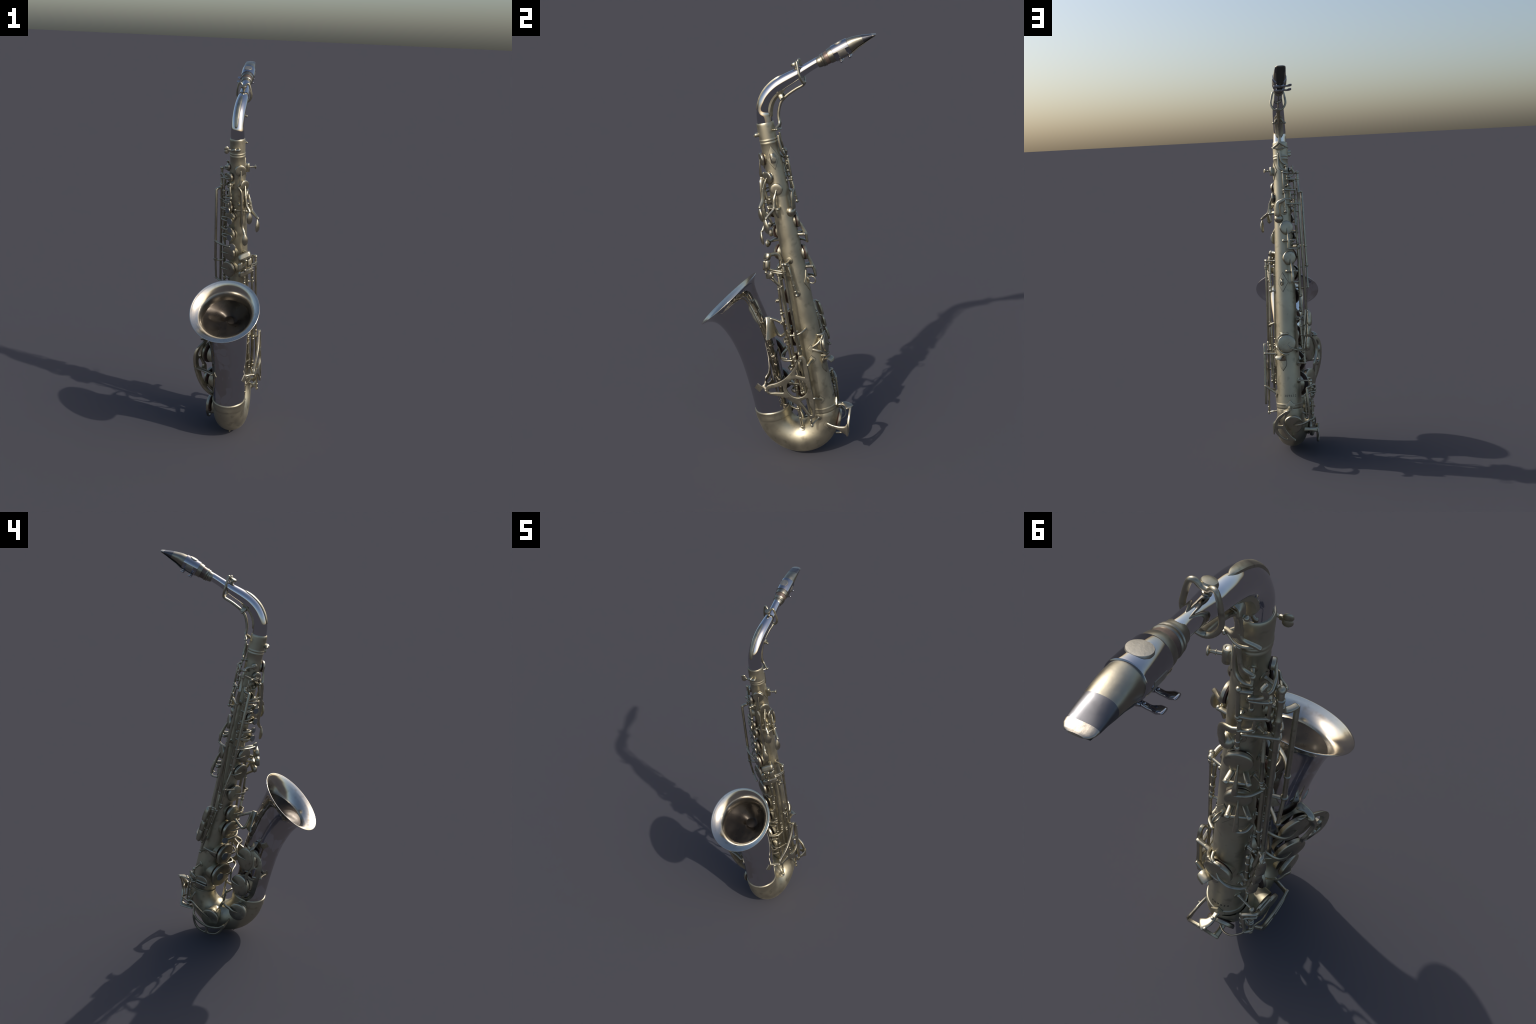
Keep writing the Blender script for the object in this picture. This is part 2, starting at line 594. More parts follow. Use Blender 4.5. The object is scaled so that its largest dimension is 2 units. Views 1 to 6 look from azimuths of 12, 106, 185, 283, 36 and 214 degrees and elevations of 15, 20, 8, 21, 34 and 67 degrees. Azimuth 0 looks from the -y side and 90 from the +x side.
sweep(bm, cl, 0.0058, 0.0050, sides=10, closed=True)
octave = finish(bm, "octave_key_loop", KEYS, neck)
bm = bmesh.new()
bar(bm, [(-0.0285, 0.113, 1.812), (-0.027, 0.105, 1.799), (-0.0250, 0.075, 1.783), (-0.0225, 0.040, 1.760), (-0.0205, 0.020, 1.742), (-0.0195, 0.006, 1.722),
         (-0.0180, -0.002, 1.690), (-0.0170, -0.0035, 1.664), (-0.0165, 0.001, 1.640)], [0.012, 0.009, 0.0075, 0.007, 0.007, 0.007, 0.007, 0.009], 0.0052, V((0, 1, -0.9)))
for sx in (-1, 1):
    bar(bm, [(-0.0165, 0.000, 1.650), (-0.0165 + sx * 0.010, 0.001, 1.634), (-0.0165 + sx * 0.030, -0.008, 1.620), (-0.0165 + sx * 0.041, -0.011, 1.615)],
        [0.007, 0.0055, 0.005, 0.004], 0.0042, V((0, 1, 0.1)))
wire(bm, [(-0.055, -0.011, 1.615), (-0.0165, 0.004, 1.612), (0.024, -0.011, 1.615)], 0.0036)
finish(bm, "octave_lever", KEYS, octave)
bm = bmesh.new()
for sx in (-1, 1):
    bar(bm, [(-0.020 + sx * 0.006, 0.008, 1.766), (-0.020 + sx * 0.016, 0.010, 1.758), (-0.020 + sx * 0.020, 0.016, 1.746)], 0.010, 0.004, V((1, 0, 0)))
hinge(bm, V((-0.047, 0.015, 1.7435)), V((0.006, 0.015, 1.7435)), 0.0042)
finish(bm, "octave_lever_saddle", KEYS, neck)
bm = bmesh.new()
up = V((0, -0.45, 0.89))
c = V((-0.0245, 0.088, 1.848))
lathe(bm, [(0.006, 0.018), (0.0062, 0.022), (0.0085, 0.024), (0.0085, 0.027), (0.0055, 0.029), (0.0055, 0.0335), (0, 0.0335)], c, up, 20)
lathe(bm, [(0, 0.036), (0.0120, 0.036), (0.0152, 0.038), (0.0155, 0.043), (0.0130, 0.048), (0.0, 0.0510)], c, up, 28)
finish(bm, "octave_pad_cup", KEYS, octave)

# ------------------------------------------------------------------ mouthpiece
M0 = V((-0.0375, 0.168, 1.8925))
MU = V((-0.129, 0.882, 0.4545)).normalized()
MW = MU.cross(UP).normalized()
MV = MW.cross(MU).normalized()


def mrings(bm, rows, seg=48):
    """rows: t, centre offset, half height, half width, squareness"""
    rings = []
    for t, off, hh, hw, sq in rows:
        e = 2.0 / sq
        ring = []
        for k in range(seg):
            a = 2 * math.pi * k / seg
            ca, sa = math.cos(a), math.sin(a)
            ring.append(bm.verts.new(M0 + MU * t + MV * off + MW * (hw * math.copysign(abs(ca) ** e, ca)) + MV * (hh * math.copysign(abs(sa) ** e, sa))))
        rings.append(ring)
    for A, B in zip(rings, rings[1:]):
        bridge(bm, A, B)
    bm.faces.new(rings[0][::-1])
    bm.faces.new(rings[-1])


bm = bmesh.new()
rows = [(-0.003, -0.002, 0.0205, 0.0205, 2), (0.0, -0.002, 0.0222, 0.0222, 2), (0.010, -0.003, 0.0235, 0.0235, 2), (0.0160, -0.003, 0.0238, 0.0238, 2), (0.0175, -0.003, 0.0268, 0.0268, 2),
        (0.0225, -0.003, 0.0274, 0.0274, 2), (0.0245, -0.003, 0.0255, 0.0255, 2), (0.0265, -0.003, 0.0275, 0.0275, 2), (0.0325, -0.003, 0.0286, 0.0286, 2), (0.0345, -0.003, 0.0265, 0.0265, 2)]
mrings(bm, rows)
mouth = finish(bm, "mouthpiece", PIECE)
bm = bmesh.new()
mrings(bm, [(0.034, -0.0028, 0.0262, 0.0262, 2), (0.040, -0.0027, 0.0272, 0.0272, 2), (0.052, -0.0025, 0.0278, 0.0278, 2)])
finish(bm, "mouthpiece_band", CORK, mouth)
bm = bmesh.new()
mrings(bm, [(0.0515, -0.0025, 0.0280, 0.0280, 2), (0.053, -0.0023, 0.0305, 0.0305, 2), (0.058, -0.002, 0.0312, 0.0312, 2), (0.066, -0.0015, 0.0318, 0.0318, 2), (0.0745, -0.002, 0.0315, 0.0315, 2)])
finish(bm, "mouthpiece_shank", PIECE, mouth)
# beak: round under the ligature, then a wedge to the tip; crown, grey tooth guard, worn tip
BEAK = [(0.070, -0.0025, 0.0315, 0.0315, 2.0), (0.145, -0.0025, 0.0312, 0.0315, 2.0), (0.158, -0.0018, 0.0290, 0.0308, 2.1), (0.168, -0.0012, 0.0268, 0.0302, 2.2), (0.178, -0.0014, 0.0245, 0.0295, 2.2),
        (0.195, -0.0028, 0.0205, 0.0284, 2.3), (0.212, -0.0048, 0.0165, 0.0272, 2.4), (0.230, -0.0075, 0.0115, 0.0262, 2.5), (0.246, -0.0103, 0.0072, 0.0250, 2.6),
        (0.255, -0.0120, 0.0048, 0.0232, 2.6), (0.2615, -0.0133, 0.0032, 0.0185, 2.4), (0.2645, -0.0138, 0.0018, 0.0120, 2.2)]


def beak(t0, t1, grow=0.0):
    n = 14
    out = []
    for i in range(n + 1):
        t = t0 + (t1 - t0) * i / n
        for A, B in zip(BEAK, BEAK[1:]):
            if A[0] <= t <= B[0]:
                f = (t - A[0]) / (B[0] - A[0])
                q = [a + (b - a) * f for a, b in zip(A, B)]
                q[0] = t
                q[2] += grow
                q[3] += grow
                out.append(tuple(q))
                break
    return out


bm = bmesh.new()
mrings(bm, beak(0.070, 0.208))
finish(bm, "mouthpiece_beak", PIECE, mouth)
bm = bmesh.new()
mrings(bm, beak(0.2075, 0.2485, 0.0002))
finish(bm, "tooth_guard", TOOTH, mouth)
bm = bmesh.new()
mrings(bm, beak(0.248, 0.2645, 0.0003))
finish(bm, "mouthpiece_tip", TIPM, mouth)
# reed lying under the beak
bm = bmesh.new()
sweep(bm, [M0 + MU * t + MV * o for t, o in ((0.085, -0.0335), (0.150, -0.0335), (0.175, -0.0270), (0.200, -0.0242), (0.225, -0.0205), (0.2600, -0.0172))],
      [0.018, 0.0185, 0.019, 0.0195, 0.020, 0.0195], [0.003, 0.003, 0.0026, 0.002, 0.0014, 0.0008], MV, sides=16, power=4)
finish(bm, "reed", REED, mouth)
# ligature: polished sleeve with a frosted window each side, medallion on top, two wing screws below
bm = bmesh.new()
mrings(bm, [(0.0735, -0.002, 0.0322, 0.0322, 2), (0.0745, -0.002, 0.0348, 0.0345, 2), (0.077, -0.002, 0.0352, 0.0350, 2), (0.140, -0.0022, 0.0345, 0.0348, 2), (0.1455, -0.0022, 0.0338, 0.0342, 2), (0.1465, -0.0022, 0.0310, 0.0312, 2)], 64)
lig = finish(bm, "ligature", CLAMP, mouth)
bm = bmesh.new()
lathe(bm, [(0.0205, -0.004), (0.0205, 0.0006), (0.0198, 0.0016), (0.014, 0.0023), (0, 0.0026)], M0 + MU * 0.112 + MV * 0.0312, MV, 36)
finish(bm, "medallion", MEDAL, lig)
for sx in (-1, 1):
    bm = bmesh.new()
    rows = []
    for i in range(7):
        t = 0.094 + 0.034 * i / 6
        top, bot = [], []
        for j in range(7):
            a = math.radians(-42 + 46 * j / 6)
            d = MW * sx * math.cos(a) + MV * math.sin(a)
            c = M0 + MU * t - MV * 0.002
            top.append(bm.verts.new(c + d * 0.0357))
            bot.append(bm.verts.new(c + d * 0.0335))
        rows.append(top + bot[::-1])
    for A, B in zip(rows, rows[1:]):
        bridge(bm, A, B)
    bm.faces.new(rows[0][::-1]); bm.faces.new(rows[-1])
    finish(bm, "ligature_window", MEDAL, lig)
for k, t in enumerate((0.0905, 0.130)):
    bm = bmesh.new()
    c = M0 + MU * t - MV * 0.0425
    for sx in (-1, 1):
        lathe(bm, [(0, -0.008), (0.0055, -0.0075), (0.0062, -0.004), (0.0062, 0.004), (0.0055, 0.0075), (0, 0.008)], c + MW * sx * 0.012, MW, 14)
        bar(bm, [c + MW * sx * 0.012 + MV * 0.012, c + MW * sx * 0.012 - MV * 0.002], 0.006, 0.005, MW, m=2)
    hinge(bm, c - MW * 0.020, c + MW * 0.024, 0.0034)
    out = -MW if MW.x > 0 else MW
    e = c + out * 0.022
    bar(bm, [e, e + out * 0.012 - MV * 0.001, e + out * 0.024 + MV * 0.002, e + out * 0.033 + MV * 0.004], [0.0042, 0.0048, 0.0095, 0.0075], [0.0034, 0.003, 0.003, 0.0025], MV)
    finish(bm, "ligature_screw", CLAMP, lig)

# receiver tightening screw (front)
bm = bmesh.new()
a, b = tp(1.617, 24, 0.053), tp(1.617, -18, 0.0535)
d = (b - a).normalized()
lathe(bm, [(0, -0.0035), (0.0062, -0.003), (0.0070, 0), (0.0070, 0.012), (0.006, 0.0135), (0.006, 0.0155), (0.0068, 0.017), (0.0062, 0.036), (0.004, 0.039), (0.0035, 0.049)], a, d, 16)
for p in (24, -2):
    bar(bm, [tp(1.619, p, 0.036), tp(1.618, p, 0.052)], 0.0075, 0.006, SX, m=2)
e = a + d * 0.047
wup = AX
bar(bm, [e, e + d * 0.010], 0.006, 0.0035, FW, m=2)
for q in (-1, 1):
    ball(bm, e + d * 0.017 + wup * q * 0.0075, 0.0118, 0.30, FW + SX * 0.4, 20)
finish(bm, "receiver_screw", KEYS)
# receiver peg (right back)
bm = bmesh.new()
lathe(bm, [(0.004, -0.03), (0.004, 0.004), (0.006, 0.0055), (0.005, 0.0085), (0, 0.009)], tp(1.630, 150, 0.060), rad(150), 14)
finish(bm, "octave_pin", KEYS)

# ------------------------------------------------------------------ diamond shields soldered to the tube


def shield(name, s, phi, hs, hp, thick=0.0034, ecc=0.0, mat=SATIN, axis_rb=None, shape='diamond', turn=0):
    """thin plate wrapped on the tube; hs, hp half sizes along s and round the tube (metres)"""
    bm = bmesh.new()
    n = 10
    rings = []
    R = (axis_rb or rb)
    for k in (1.0, 0.96, 0.6, 0.0):
        row = []
        for side in range(4):
            for i in range(n):
                f = i / n
                a = [(1, 0), (0, 1), (-1, 0), (0, -1)]
                p, q = a[side], a[(side + 1) % 4]
                u, v = p[0] + (q[0] - p[0]) * f, p[1] + (q[1] - p[1]) * f
                if shape == 'oval':
                    l = math.hypot(u, v)
                    u, v = u / l, v / l
                if shape == 'drop':
                    l = math.hypot(u, v)
                    w = 0.5 if u > 0 else 0.25
                    u, v = u * (1 + (1 / l - 1) * w), v * (1 + (1 / l - 1) * 0.8)
                u, v = u * k, v * k
                tu = math.radians(turn)
                u, v = u * math.cos(tu) - v * math.sin(tu), u * math.sin(tu) + v * math.cos(tu)
                ss = s + u * hs
                r = R(ss)
                lift = {1.0: -0.0015, 0.96: thick * 0.85, 0.6: thick, 0.0: thick}[k]
                row.append(bm.verts.new(tp(ss, phi + math.degrees(v * hp / r), r + lift)))
        rings.append(row)
    lip = [bm.verts.new(v.co + (rings[1][i].co - v.co) * 0.55) for i, v in enumerate(rings[0])]
    for A, B in zip(rings, rings[1:]):
        bridge(bm, A, B)
    bmesh.ops.delete(bm, geom=lip, context='VERTS')
    shade_path = [(v.co + radial_hint(v.co) * 0.0019) for v in rings[0]]
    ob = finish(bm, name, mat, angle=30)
    ctr = sum(shade_path, V()) / len(shade_path)
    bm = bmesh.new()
    sweep(bm, [p + (p - ctr).normalized() * 0.0004 for p in shade_path], 0.0011, 0.0008, radial_hint, sides=6, closed=True)
    finish(bm, "crease_shade_line", CREASE_SHADE, ob)
    return ob


shield("strap_shield", 1.513, 111, 0.053, 0.029)
shield("ring_shield", 0.923, 171, 0.051, 0.0285)
shield("guard_foot", 0.602, 106, 0.019, 0.018, thick=0.006)
shield("guard_foot", 0.547, 100, 0.021, 0.018, thick=0.006)
shield("guard_foot", 0.337, 102, 0.021, 0.019, thick=0.006)

# lyre holder on the upper shield
bm = bmesh.new()
c = tp(1.513, 109, 0.0505)
ax_ = AX
lathe(bm, [(0.0055, 0.0195), (0.0055, 0.022), (0.0095, 0.022), (0.0112, 0.020), (0.0112, -0.020), (0.0095, -0.022), (0, -0.022)], c, ax_, 20)
lathe(bm, [(0.0055, 0.0195), (0.0, 0.0195)], c, ax_, 20)
bar(bm, [c - rad(111) * 0.012, c + rad(111) * 0.002], 0.009, 0.019, AX, m=2, power=4)
d = rad(113)
lathe(bm, [(0.0045, 0.0), (0.0045, 0.018), (0.0065, 0.0185), (0.0065, 0.020), (0.0042, 0.021), (0.0042, 0.030), (0.0062, 0.0325), (0.0110, 0.034), (0.0116, 0.036), (0.0095, 0.0385), (0, 0.039)], c + AX * 0.001 + d * 0.004, d, 20)
finish(bm, "lyre_holder", KEYS)
# strap ring
bm = bmesh.new()
c = tp(0.925, 170, 0.0745)
u = AX * 0.99
w = rad(170)
ring = [c + (u * math.cos(2 * math.pi * i / 32) + w * math.sin(2 * math.pi * i / 32)) * 0.0175 for i in range(32)]
sweep(bm, ring, 0.0028, sides=10, closed=True)
bar(bm, [tp(0.943, 171, 0.050), tp(0.925, 170, 0.060), tp(0.907, 171, 0.050)], 0.005, 0.004)
finish(bm, "strap_ring", KEYS)
# thumb hook: teardrop plate and curled hook
shield("thumb_hook_plate", 0.501, 159, 0.040, 0.021, thick=0.003, shape='drop', mat=KEYS)
bm = bmesh.new()
bar(bm, [tp(0.515, 158, 0.061), tp(0.527, 158, 0.068), tp(0.537, 158, 0.079), tp(0.541, 158, 0.094), tp(0.535, 158, 0.106), tp(0.524, 158, 0.110)], [0.017, 0.020, 0.019, 0.018, 0.017, 0.013], [0.004, 0.0035, 0.003, 0.003, 0.003, 0.0025],
    lambda p: AX * 0.6 + rad(158), m=6)
finish(bm, "thumb_hook", KEYS)
# thumb rest button and octave thumb lever
bm = bmesh.new()
ball(bm, tp(1.258, 157, 0.046), 0.0235, 0.82, rad(157), 28)
lathe(bm, [(0.023, 0.0), (0.0245, 0.004), (0.0235, 0.008)], tp(1.258, 157, 0.036), rad(157), 28)
finish(bm, "thumb_rest", KEYS)

# serial number stamped low on the back
fc = bpy.data.curves.new("serial_number", 'FONT')
fc.body = "309632"
fc.size = 0.0165
fc.extrude = 0.0003
fc.align_x = 'CENTER'
fc.space_character = 1.35
to = bpy.data.objects.new("serial_tmp", fc)
bpy.context.scene.collection.objects.link(to)
me = bpy.data.meshes.new_from_object(to.evaluated_get(bpy.context.evaluated_depsgraph_get()))
bpy.data.objects.remove(to)
bm = bmesh.new()
bm.from_mesh(me)
bpy.data.meshes.remove(me)
bmesh.ops.subdivide_edges(bm, edges=bm.edges, cuts=1)
for v in bm.verts:
    x, y, z = v.co
    s = 0.325 + y
    v.co = tp(s, -170 + math.degrees(x / rb(s)), rb(s) + 0.00015 + z)
finish(bm, "serial_number", DARK)

# ------------------------------------------------------------------ key building kit


def key(c, n, r, arm=None, cup=0.011, gap=0.007, chim_to=None, dome=0.0012, pearl=None, name="key_cup", arm_w=0.0042, boss=True, parent=None, pad=True, tone=0.86, chim_mat=SATIN):
    """pad cup whose outer face centre is c, facing n; arm = list of points from the face to the hinge;
    chim_to = point on the tube's axis side where the tone hole starts"""
    n = n.normalized()
    bm = bmesh.new()
    lathe(bm, [(0, dome), (r * 0.5, dome * 0.9), (r * 0.88, dome * 0.3), (r * 0.965, -0.0008), (r, -0.003), (r * 1.0, -cup), (r * 0.96, -cup), (r * 0.90, -cup + 0.003), (0, -cup + 0.003)], c, n, 40)
    ob = finish(bm, name, KEYS, parent)
    if pad:
        bm = bmesh.new()
        lathe(bm, [(0, -cup + 0.0028), (r * 0.955, -cup + 0.0028), (r * 0.965, -cup - 0.002), (r * 0.93, -cup - 0.004), (0, -cup - 0.005)], c, n, 32)
        finish(bm, "key_pad", PAD, ob)
    if chim_to is not None:
        depth = (c - chim_to).dot(n)
        h = depth - cup - 0.004 - gap
        bm = bmesh.new()
        rt = r * tone
        lathe(bm, [(rt * 1.0, -h * 0.0), (rt, h - 0.0025), (rt + 0.0010, h - 0.001), (rt, h), (rt - 0.0022, h), (rt - 0.0022, h * 0.3), (0, h * 0.3)], c - n * depth, n, 40)
        finish(bm, "tone_hole", chim_mat, ob)
    if arm:
        bm = bmesh.new()
        pts = [V(p) for p in arm]
        sweep(bm, catmull(pts, 6), [0.0018, arm_w * 0.8, arm_w, arm_w, arm_w], [0.0012, 0.0028, 0.0034, 0.0034, 0.0034], lambda p: n, sides=10, power=2.4)
        finish(bm, "key_arm", KEYS, ob)
    if pearl:
        pearl_touch(*pearl, parent=ob)
    return ob


def pearl_touch(c, n, r, parent=None):
    n = n.normalized()
    bm = bmesh.new()
    lathe(bm, [(r * 0.55, -0.012), (r * 0.8, -0.009), (r * 1.06, -0.004), (r * 1.10, -0.001), (r * 1.06, 0.001), (r * 0.98, 0.0008), (0, 0.0008)], c, n, 28)
    ob = finish(bm, "pearl_holder", KEYS, parent)
    bm = bmesh.new()
    lathe(bm, [(r * 0.985, 0.0006), (r * 0.94, 0.0018), (r * 0.5, 0.0022), (0, 0.0022)], c, n, 28)
    finish(bm, "pearl", PEARL, ob)
    return ob


def post(s, phi, r, ball_r=0.0070, foot=0.013, stem=0.0042, parent=None, foot_phi=None, foot_s=None):
    """pillar from a round foot on the tube to a ball at the hinge"""
    fp = phi if foot_phi is None else foot_phi
    fs = s if foot_s is None else foot_s
    base, top = tp(fs, fp, rb(fs) - 0.001), tp(s, phi, r)
    d = (top - base)
    bm = bmesh.new()
    lathe(bm, [(0, 0.0), (foot, 0.0), (foot, 0.0022), (foot * 0.82, 0.0032), (stem * 1.5, 0.0038)], tp(fs, fp, rb(fs) - 0.0008), rad(fp), 24)
    L_ = d.length
    lathe(bm, [(stem * 1.7, 0.002), (stem * 1.2, 0.006), (stem, 0.012 if L_ > 0.02 else L_ * 0.5), (stem, L_)], base, d, 14)
    ball(bm, top, ball_r, seg=16)
    return finish(bm, "hinge_post", KEYS, parent)


def tube_key(s, phi, h, r, **kw):
    """key whose cup sits square on the main tube; h = height of its face over the tube"""
    return key(tp(s, phi, rb(s) + h), rad(phi), r, chim_to=tp(s, phi, rb(s) * 0.55), **kw)


# ------------------------------------------------------------------ palm keys (front right, top)


def touchpiece(c, along, n, hl, hw, parent, th=0.0068, pointed=True):
    along = along.normalized()
    n = (n - along * n.dot(along)).normalized()
    side = along.cross(n)
    bm = bmesh.new()
    k = 12
    prof = []
    rings = []
    for i in range(k + 1):
        u = -1 + 2 * i / k
        w = math.sqrt(max(0.0, 1 - abs(u) ** 2.4))
        if pointed and u < 0:
            w = (1 - abs(u) ** 1.5) ** 0.9
        ww, tt = max(w * hw, 0.0008), max(w ** 0.6 * th, 0.0006)
        ctr = c + along * (u * hl) - n * (0.004 * u * u)
        rings.append([bm.verts.new(ctr + side * (ww * math.cos(2 * math.pi * j / 16)) + n * (tt * math.sin(2 * math.pi * j / 16))) for j in range(16)])
    for A, B in zip(rings, rings[1:]):
        bridge(bm, A, B)
    bm.faces.new(rings[0][::-1]); bm.faces.new(rings[-1])
    return finish(bm, "palm_touch", KEYS, parent)


def palm(disc, r, arm, touch, hl, hw, pivot0, pivot1, tilt=0):
    k = tube_key(disc[0], disc[1], disc[2] - rb(disc[0]), r, name="palm_key", cup=0.009, gap=0.003)
    bm = bmesh.new()
    pts = [tp(*p) for p in arm]
    sweep(bm, catmull(pts, 6), [0.0020, 0.0048, 0.0058, 0.0058, 0.0060, 0.0062, 0.0065], [0.0012, 0.0055, 0.0085, 0.0095, 0.0095, 0.0080, 0.0058], radial_hint, sides=10, power=2.4)
    tail = arm[-4]
    bar(bm, [tp(tail[0] + 0.012, tail[1], tail[2] - 0.002), tp(tail[0] - 0.010, tail[1], tail[2] - 0.004), tp(tail[0] - 0.040, tail[1] + 1, 0.068), tp(tail[0] - 0.062, tail[1] + 2, 0.062)],
        [0.0055, 0.0060, 0.0062, 0.0040], [0.0065, 0.0062, 0.0050, 0.0032], radial_hint, m=4)
    finish(bm, "palm_arm", KEYS, k)
    c = tp(*touch)
    along = c - tp(*arm[-1]) + -AX * 0.03
    touchpiece(c, -AX * 0.9 + along.normalized() * 0.5, rad(touch[1]), hl, hw, k)
    bm = bmesh.new()
    a, b = tp(*pivot0), tp(*pivot1)
    hinge(bm, a, b, 0.0033)
    for p in (pivot0, pivot1):
        bar(bm, [tp(p[0], p[1], rb(p[0]) - 0.002), tp(*p)], 0.006, 0.0045, AX, m=3)
        ball(bm, tp(*p), 0.0070)
    finish(bm, "palm_hinge", KEYS, k)


palm((1.512, 31, 0.0545), 0.0285, [(1.512, 31, 0.0565), (1.481, 29, 0.062), (1.449, 23, 0.065), (1.431, 17, 0.0625), (1.405, 28, 0.071), (1.328, 27, 0.082), (1.278, 27, 0.086), (1.230, 28, 0.091), (1.206, 30, 0.103), (1.196, 31, 0.114)],
     (1.166, 31, 0.123), 0.034, 0.0160, (1.310, 2, 0.070), (1.300, 48, 0.072))
palm((1.430, 57, 0.0540), 0.0282, [(1.430, 57, 0.0560), (1.408, 50, 0.064), (1.376, 45, 0.075), (1.337, 44, 0.087), (1.318, 46, 0.105), (1.308, 46, 0.114)],
     (1.277, 45, 0.1155), 0.035, 0.0165, (1.337, 20, 0.068), (1.336, 63, 0.070))
palm((1.373, 96, 0.0550), 0.0275, [(1.373, 96, 0.0570), (1.352, 88, 0.062), (1.336, 83, 0.067), (1.310, 80, 0.071), (1.292, 77, 0.079), (1.278, 71, 0.105), (1.266, 68, 0.127)],
     (1.228, 65, 0.129), 0.036, 0.0158, (1.289, 91, 0.072), (1.295, 56, 0.077))

# ------------------------------------------------------------------ octave mechanism and thumb levers (back, upper)
bm = bmesh.new()
hinge(bm, tp(1.530, 215, 0.058), tp(1.437, 219, 0.063), 0.0045, [(0.3, 1.25), (0.75, 1.25)])
bar(bm, [tp(1.612, 182, 0.056), tp(1.585, 184, 0.0545), tp(1.555, 192, 0.056), tp(1.540, 215, 0.058)], 0.0045, 0.004, m=6)
bar(bm, [tp(1.60, 172, 0.050), tp(1.560, 170, 0.050), tp(1.527, 176, 0.052), tp(1.512, 195, 0.056), tp(1.510, 216, 0.059)], 0.0045, 0.0045, m=6)
bar(bm, [tp(1.497, 192, 0.068), tp(1.496, 204, 0.065), tp(1.494, 216, 0.064)], 0.0065, 0.0050, AX, m=4)
bar(bm, [tp(1.476, 212, 0.066), tp(1.477, 226, 0.069), tp(1.487, 238, 0.077), tp(1.500, 236, 0.080), tp(1.518, 230, 0.080), tp(1.530, 236, 0.078)], 0.0052, 0.0046, AX, m=6)
hinge(bm, tp(1.496, 193, 0.068), tp(1.408, 195, 0.067), 0.0050)
bar(bm, [tp(1.463, 214, 0.064), tp(1.463, 232, 0.070), tp(1.463, 248, 0.080)], 0.0045, 0.004, AX, m=4)
hinge(bm, tp(1.462, 247, 0.079), tp(1.408, 246, 0.080), 0.0040)
bar(bm, [tp(1.408, 195, 0.067), tp(1.406, 220, 0.068), tp(1.408, 246, 0.080)], 0.0045, 0.004, AX, m=4)
finish(bm, "octave_linkage", KEYS)
bm = bmesh.new()
hinge(bm, tp(1.388, 199, 0.066), tp(1.298, 200, 0.071), 0.0048, [(0.35, 1.3), (0.8, 1.35)])
bar(bm, [tp(1.360, 199, 0.068), tp(1.350, 186, 0.068), tp(1.338, 166, 0.066), tp(1.318, 160, 0.066), tp(1.286, 159, 0.064), tp(1.272, 158, 0.062)], [0.006, 0.009, 0.009, 0.010, 0.0125, 0.0115], 0.0040, m=6)
bar(bm, [tp(1.358, 200, 0.068), tp(1.357, 214, 0.067), tp(1.362, 226, 0.067)], 0.0045, 0.004, AX, m=4)
hinge(bm, tp(1.400, 227, 0.067), tp(1.358, 226, 0.067), 0.0042)
bar(bm, [tp(1.335, 205, 0.062), tp(1.335, 230, 0.066), tp(1.335, 260, 0.100)], 0.0048, 0.004, AX, m=5)
finish(bm, "octave_thumb_lever", KEYS)
post(1.536, 216, 0.058, 0.0068, foot=0.011)
post(1.432, 219, 0.063, 0.0068, foot=0.011)
post(1.394, 199, 0.066, 0.0075, foot=0.012)
post(1.292, 200, 0.071, 0.0078, foot=0.015)

# ------------------------------------------------------------------ left side: long rods
bm = bmesh.new()
A_ = [(1.495, -100, 0.088), (1.335, -99, 0.093), (0.768, -99, 0.110)]
hinge(bm, tp(*A_[0]), tp(*A_[2]), 0.0068, [(0.04, 1.35), (0.135, 1.25), (0.225, 1.35), (0.30, 1.0)])
hinge(bm, tp(0.768, -99, 0.110), tp(0.728, -100, 0.110), 0.0060)
rodA = finish(bm, "side_key_rod", KEYS)
bm = bmesh.new()
hinge(bm, tp(1.40, -71, 0.1095), tp(1.002, -72, 0.1220), 0.0068, [(0.72, 1.35), (0.98, 1.5)], ends=False)
hinge(bm, tp(1.002, -72, 0.121), tp(0.889, -80, 0.121), 0.0052, [(0.97, 1.5)], ends=False)
bar(bm, [tp(1.402, -71, 0.108), tp(1.402, -78, 0.098), tp(1.404, -84, 0.088), tp(1.42, -86, 0.084)], 0.0075, 0.0045, AX, m=4)
bar(bm, [tp(1.116, -73, 0.118), tp(1.117, -55, 0.112), tp(1.118, -32, 0.105), tp(1.118, -10, 0.104)], 0.0050, 0.0034, AX, m=5)
bar(bm, [tp(1.002, -72, 0.118), tp(1.002, -72, 0.100), tp(1.002, -74, 0.078)], 0.0050, 0.0034, AX, m=4)
bar(bm, [tp(0.889, -80, 0.116), tp(0.887, -70, 0.105), tp(0.885, -50, 0.090)], 0.0050, 0.0034, AX, m=4)
finish(bm, "front_key_rod", KEYS)
bm = bmesh.new()
hinge(bm, tp(1.316, -107, 0.067), tp(1.129, -108, 0.080), 0.0052, [(0.5, 1.2), (0.97, 1.4)])
hinge(bm, tp(1.115, -104, 0.082), tp(0.844, -93, 0.080), 0.0070, [(0.03, 1.3), (0.98, 1.35)], ends=False)
hinge(bm, tp(0.844, -93, 0.079), tp(0.746, -91, 0.088), 0.0046, [(0.95, 1.5)], ends=False)
hinge(bm, tp(0.746, -91, 0.088), tp(0.500, -112, 0.099), 0.0052, [(0.3, 1.3), (0.6, 1.2), (0.96, 1.4)])
finish(bm, "trill_key_rod", KEYS)
bm = bmesh.new()
hinge(bm, tp(1.46, -80, 0.066), tp(1.385, -78, 0.071), 0.0048, [(0.5, 1.4)])
hinge(bm, tp(1.385, -78, 0.071), tp(1.194, -81, 0.073), 0.0060, [(0.1, 1.4), (0.3, 1.4), (0.45, 1.3), (0.6, 1.5), (0.8, 1.3)])
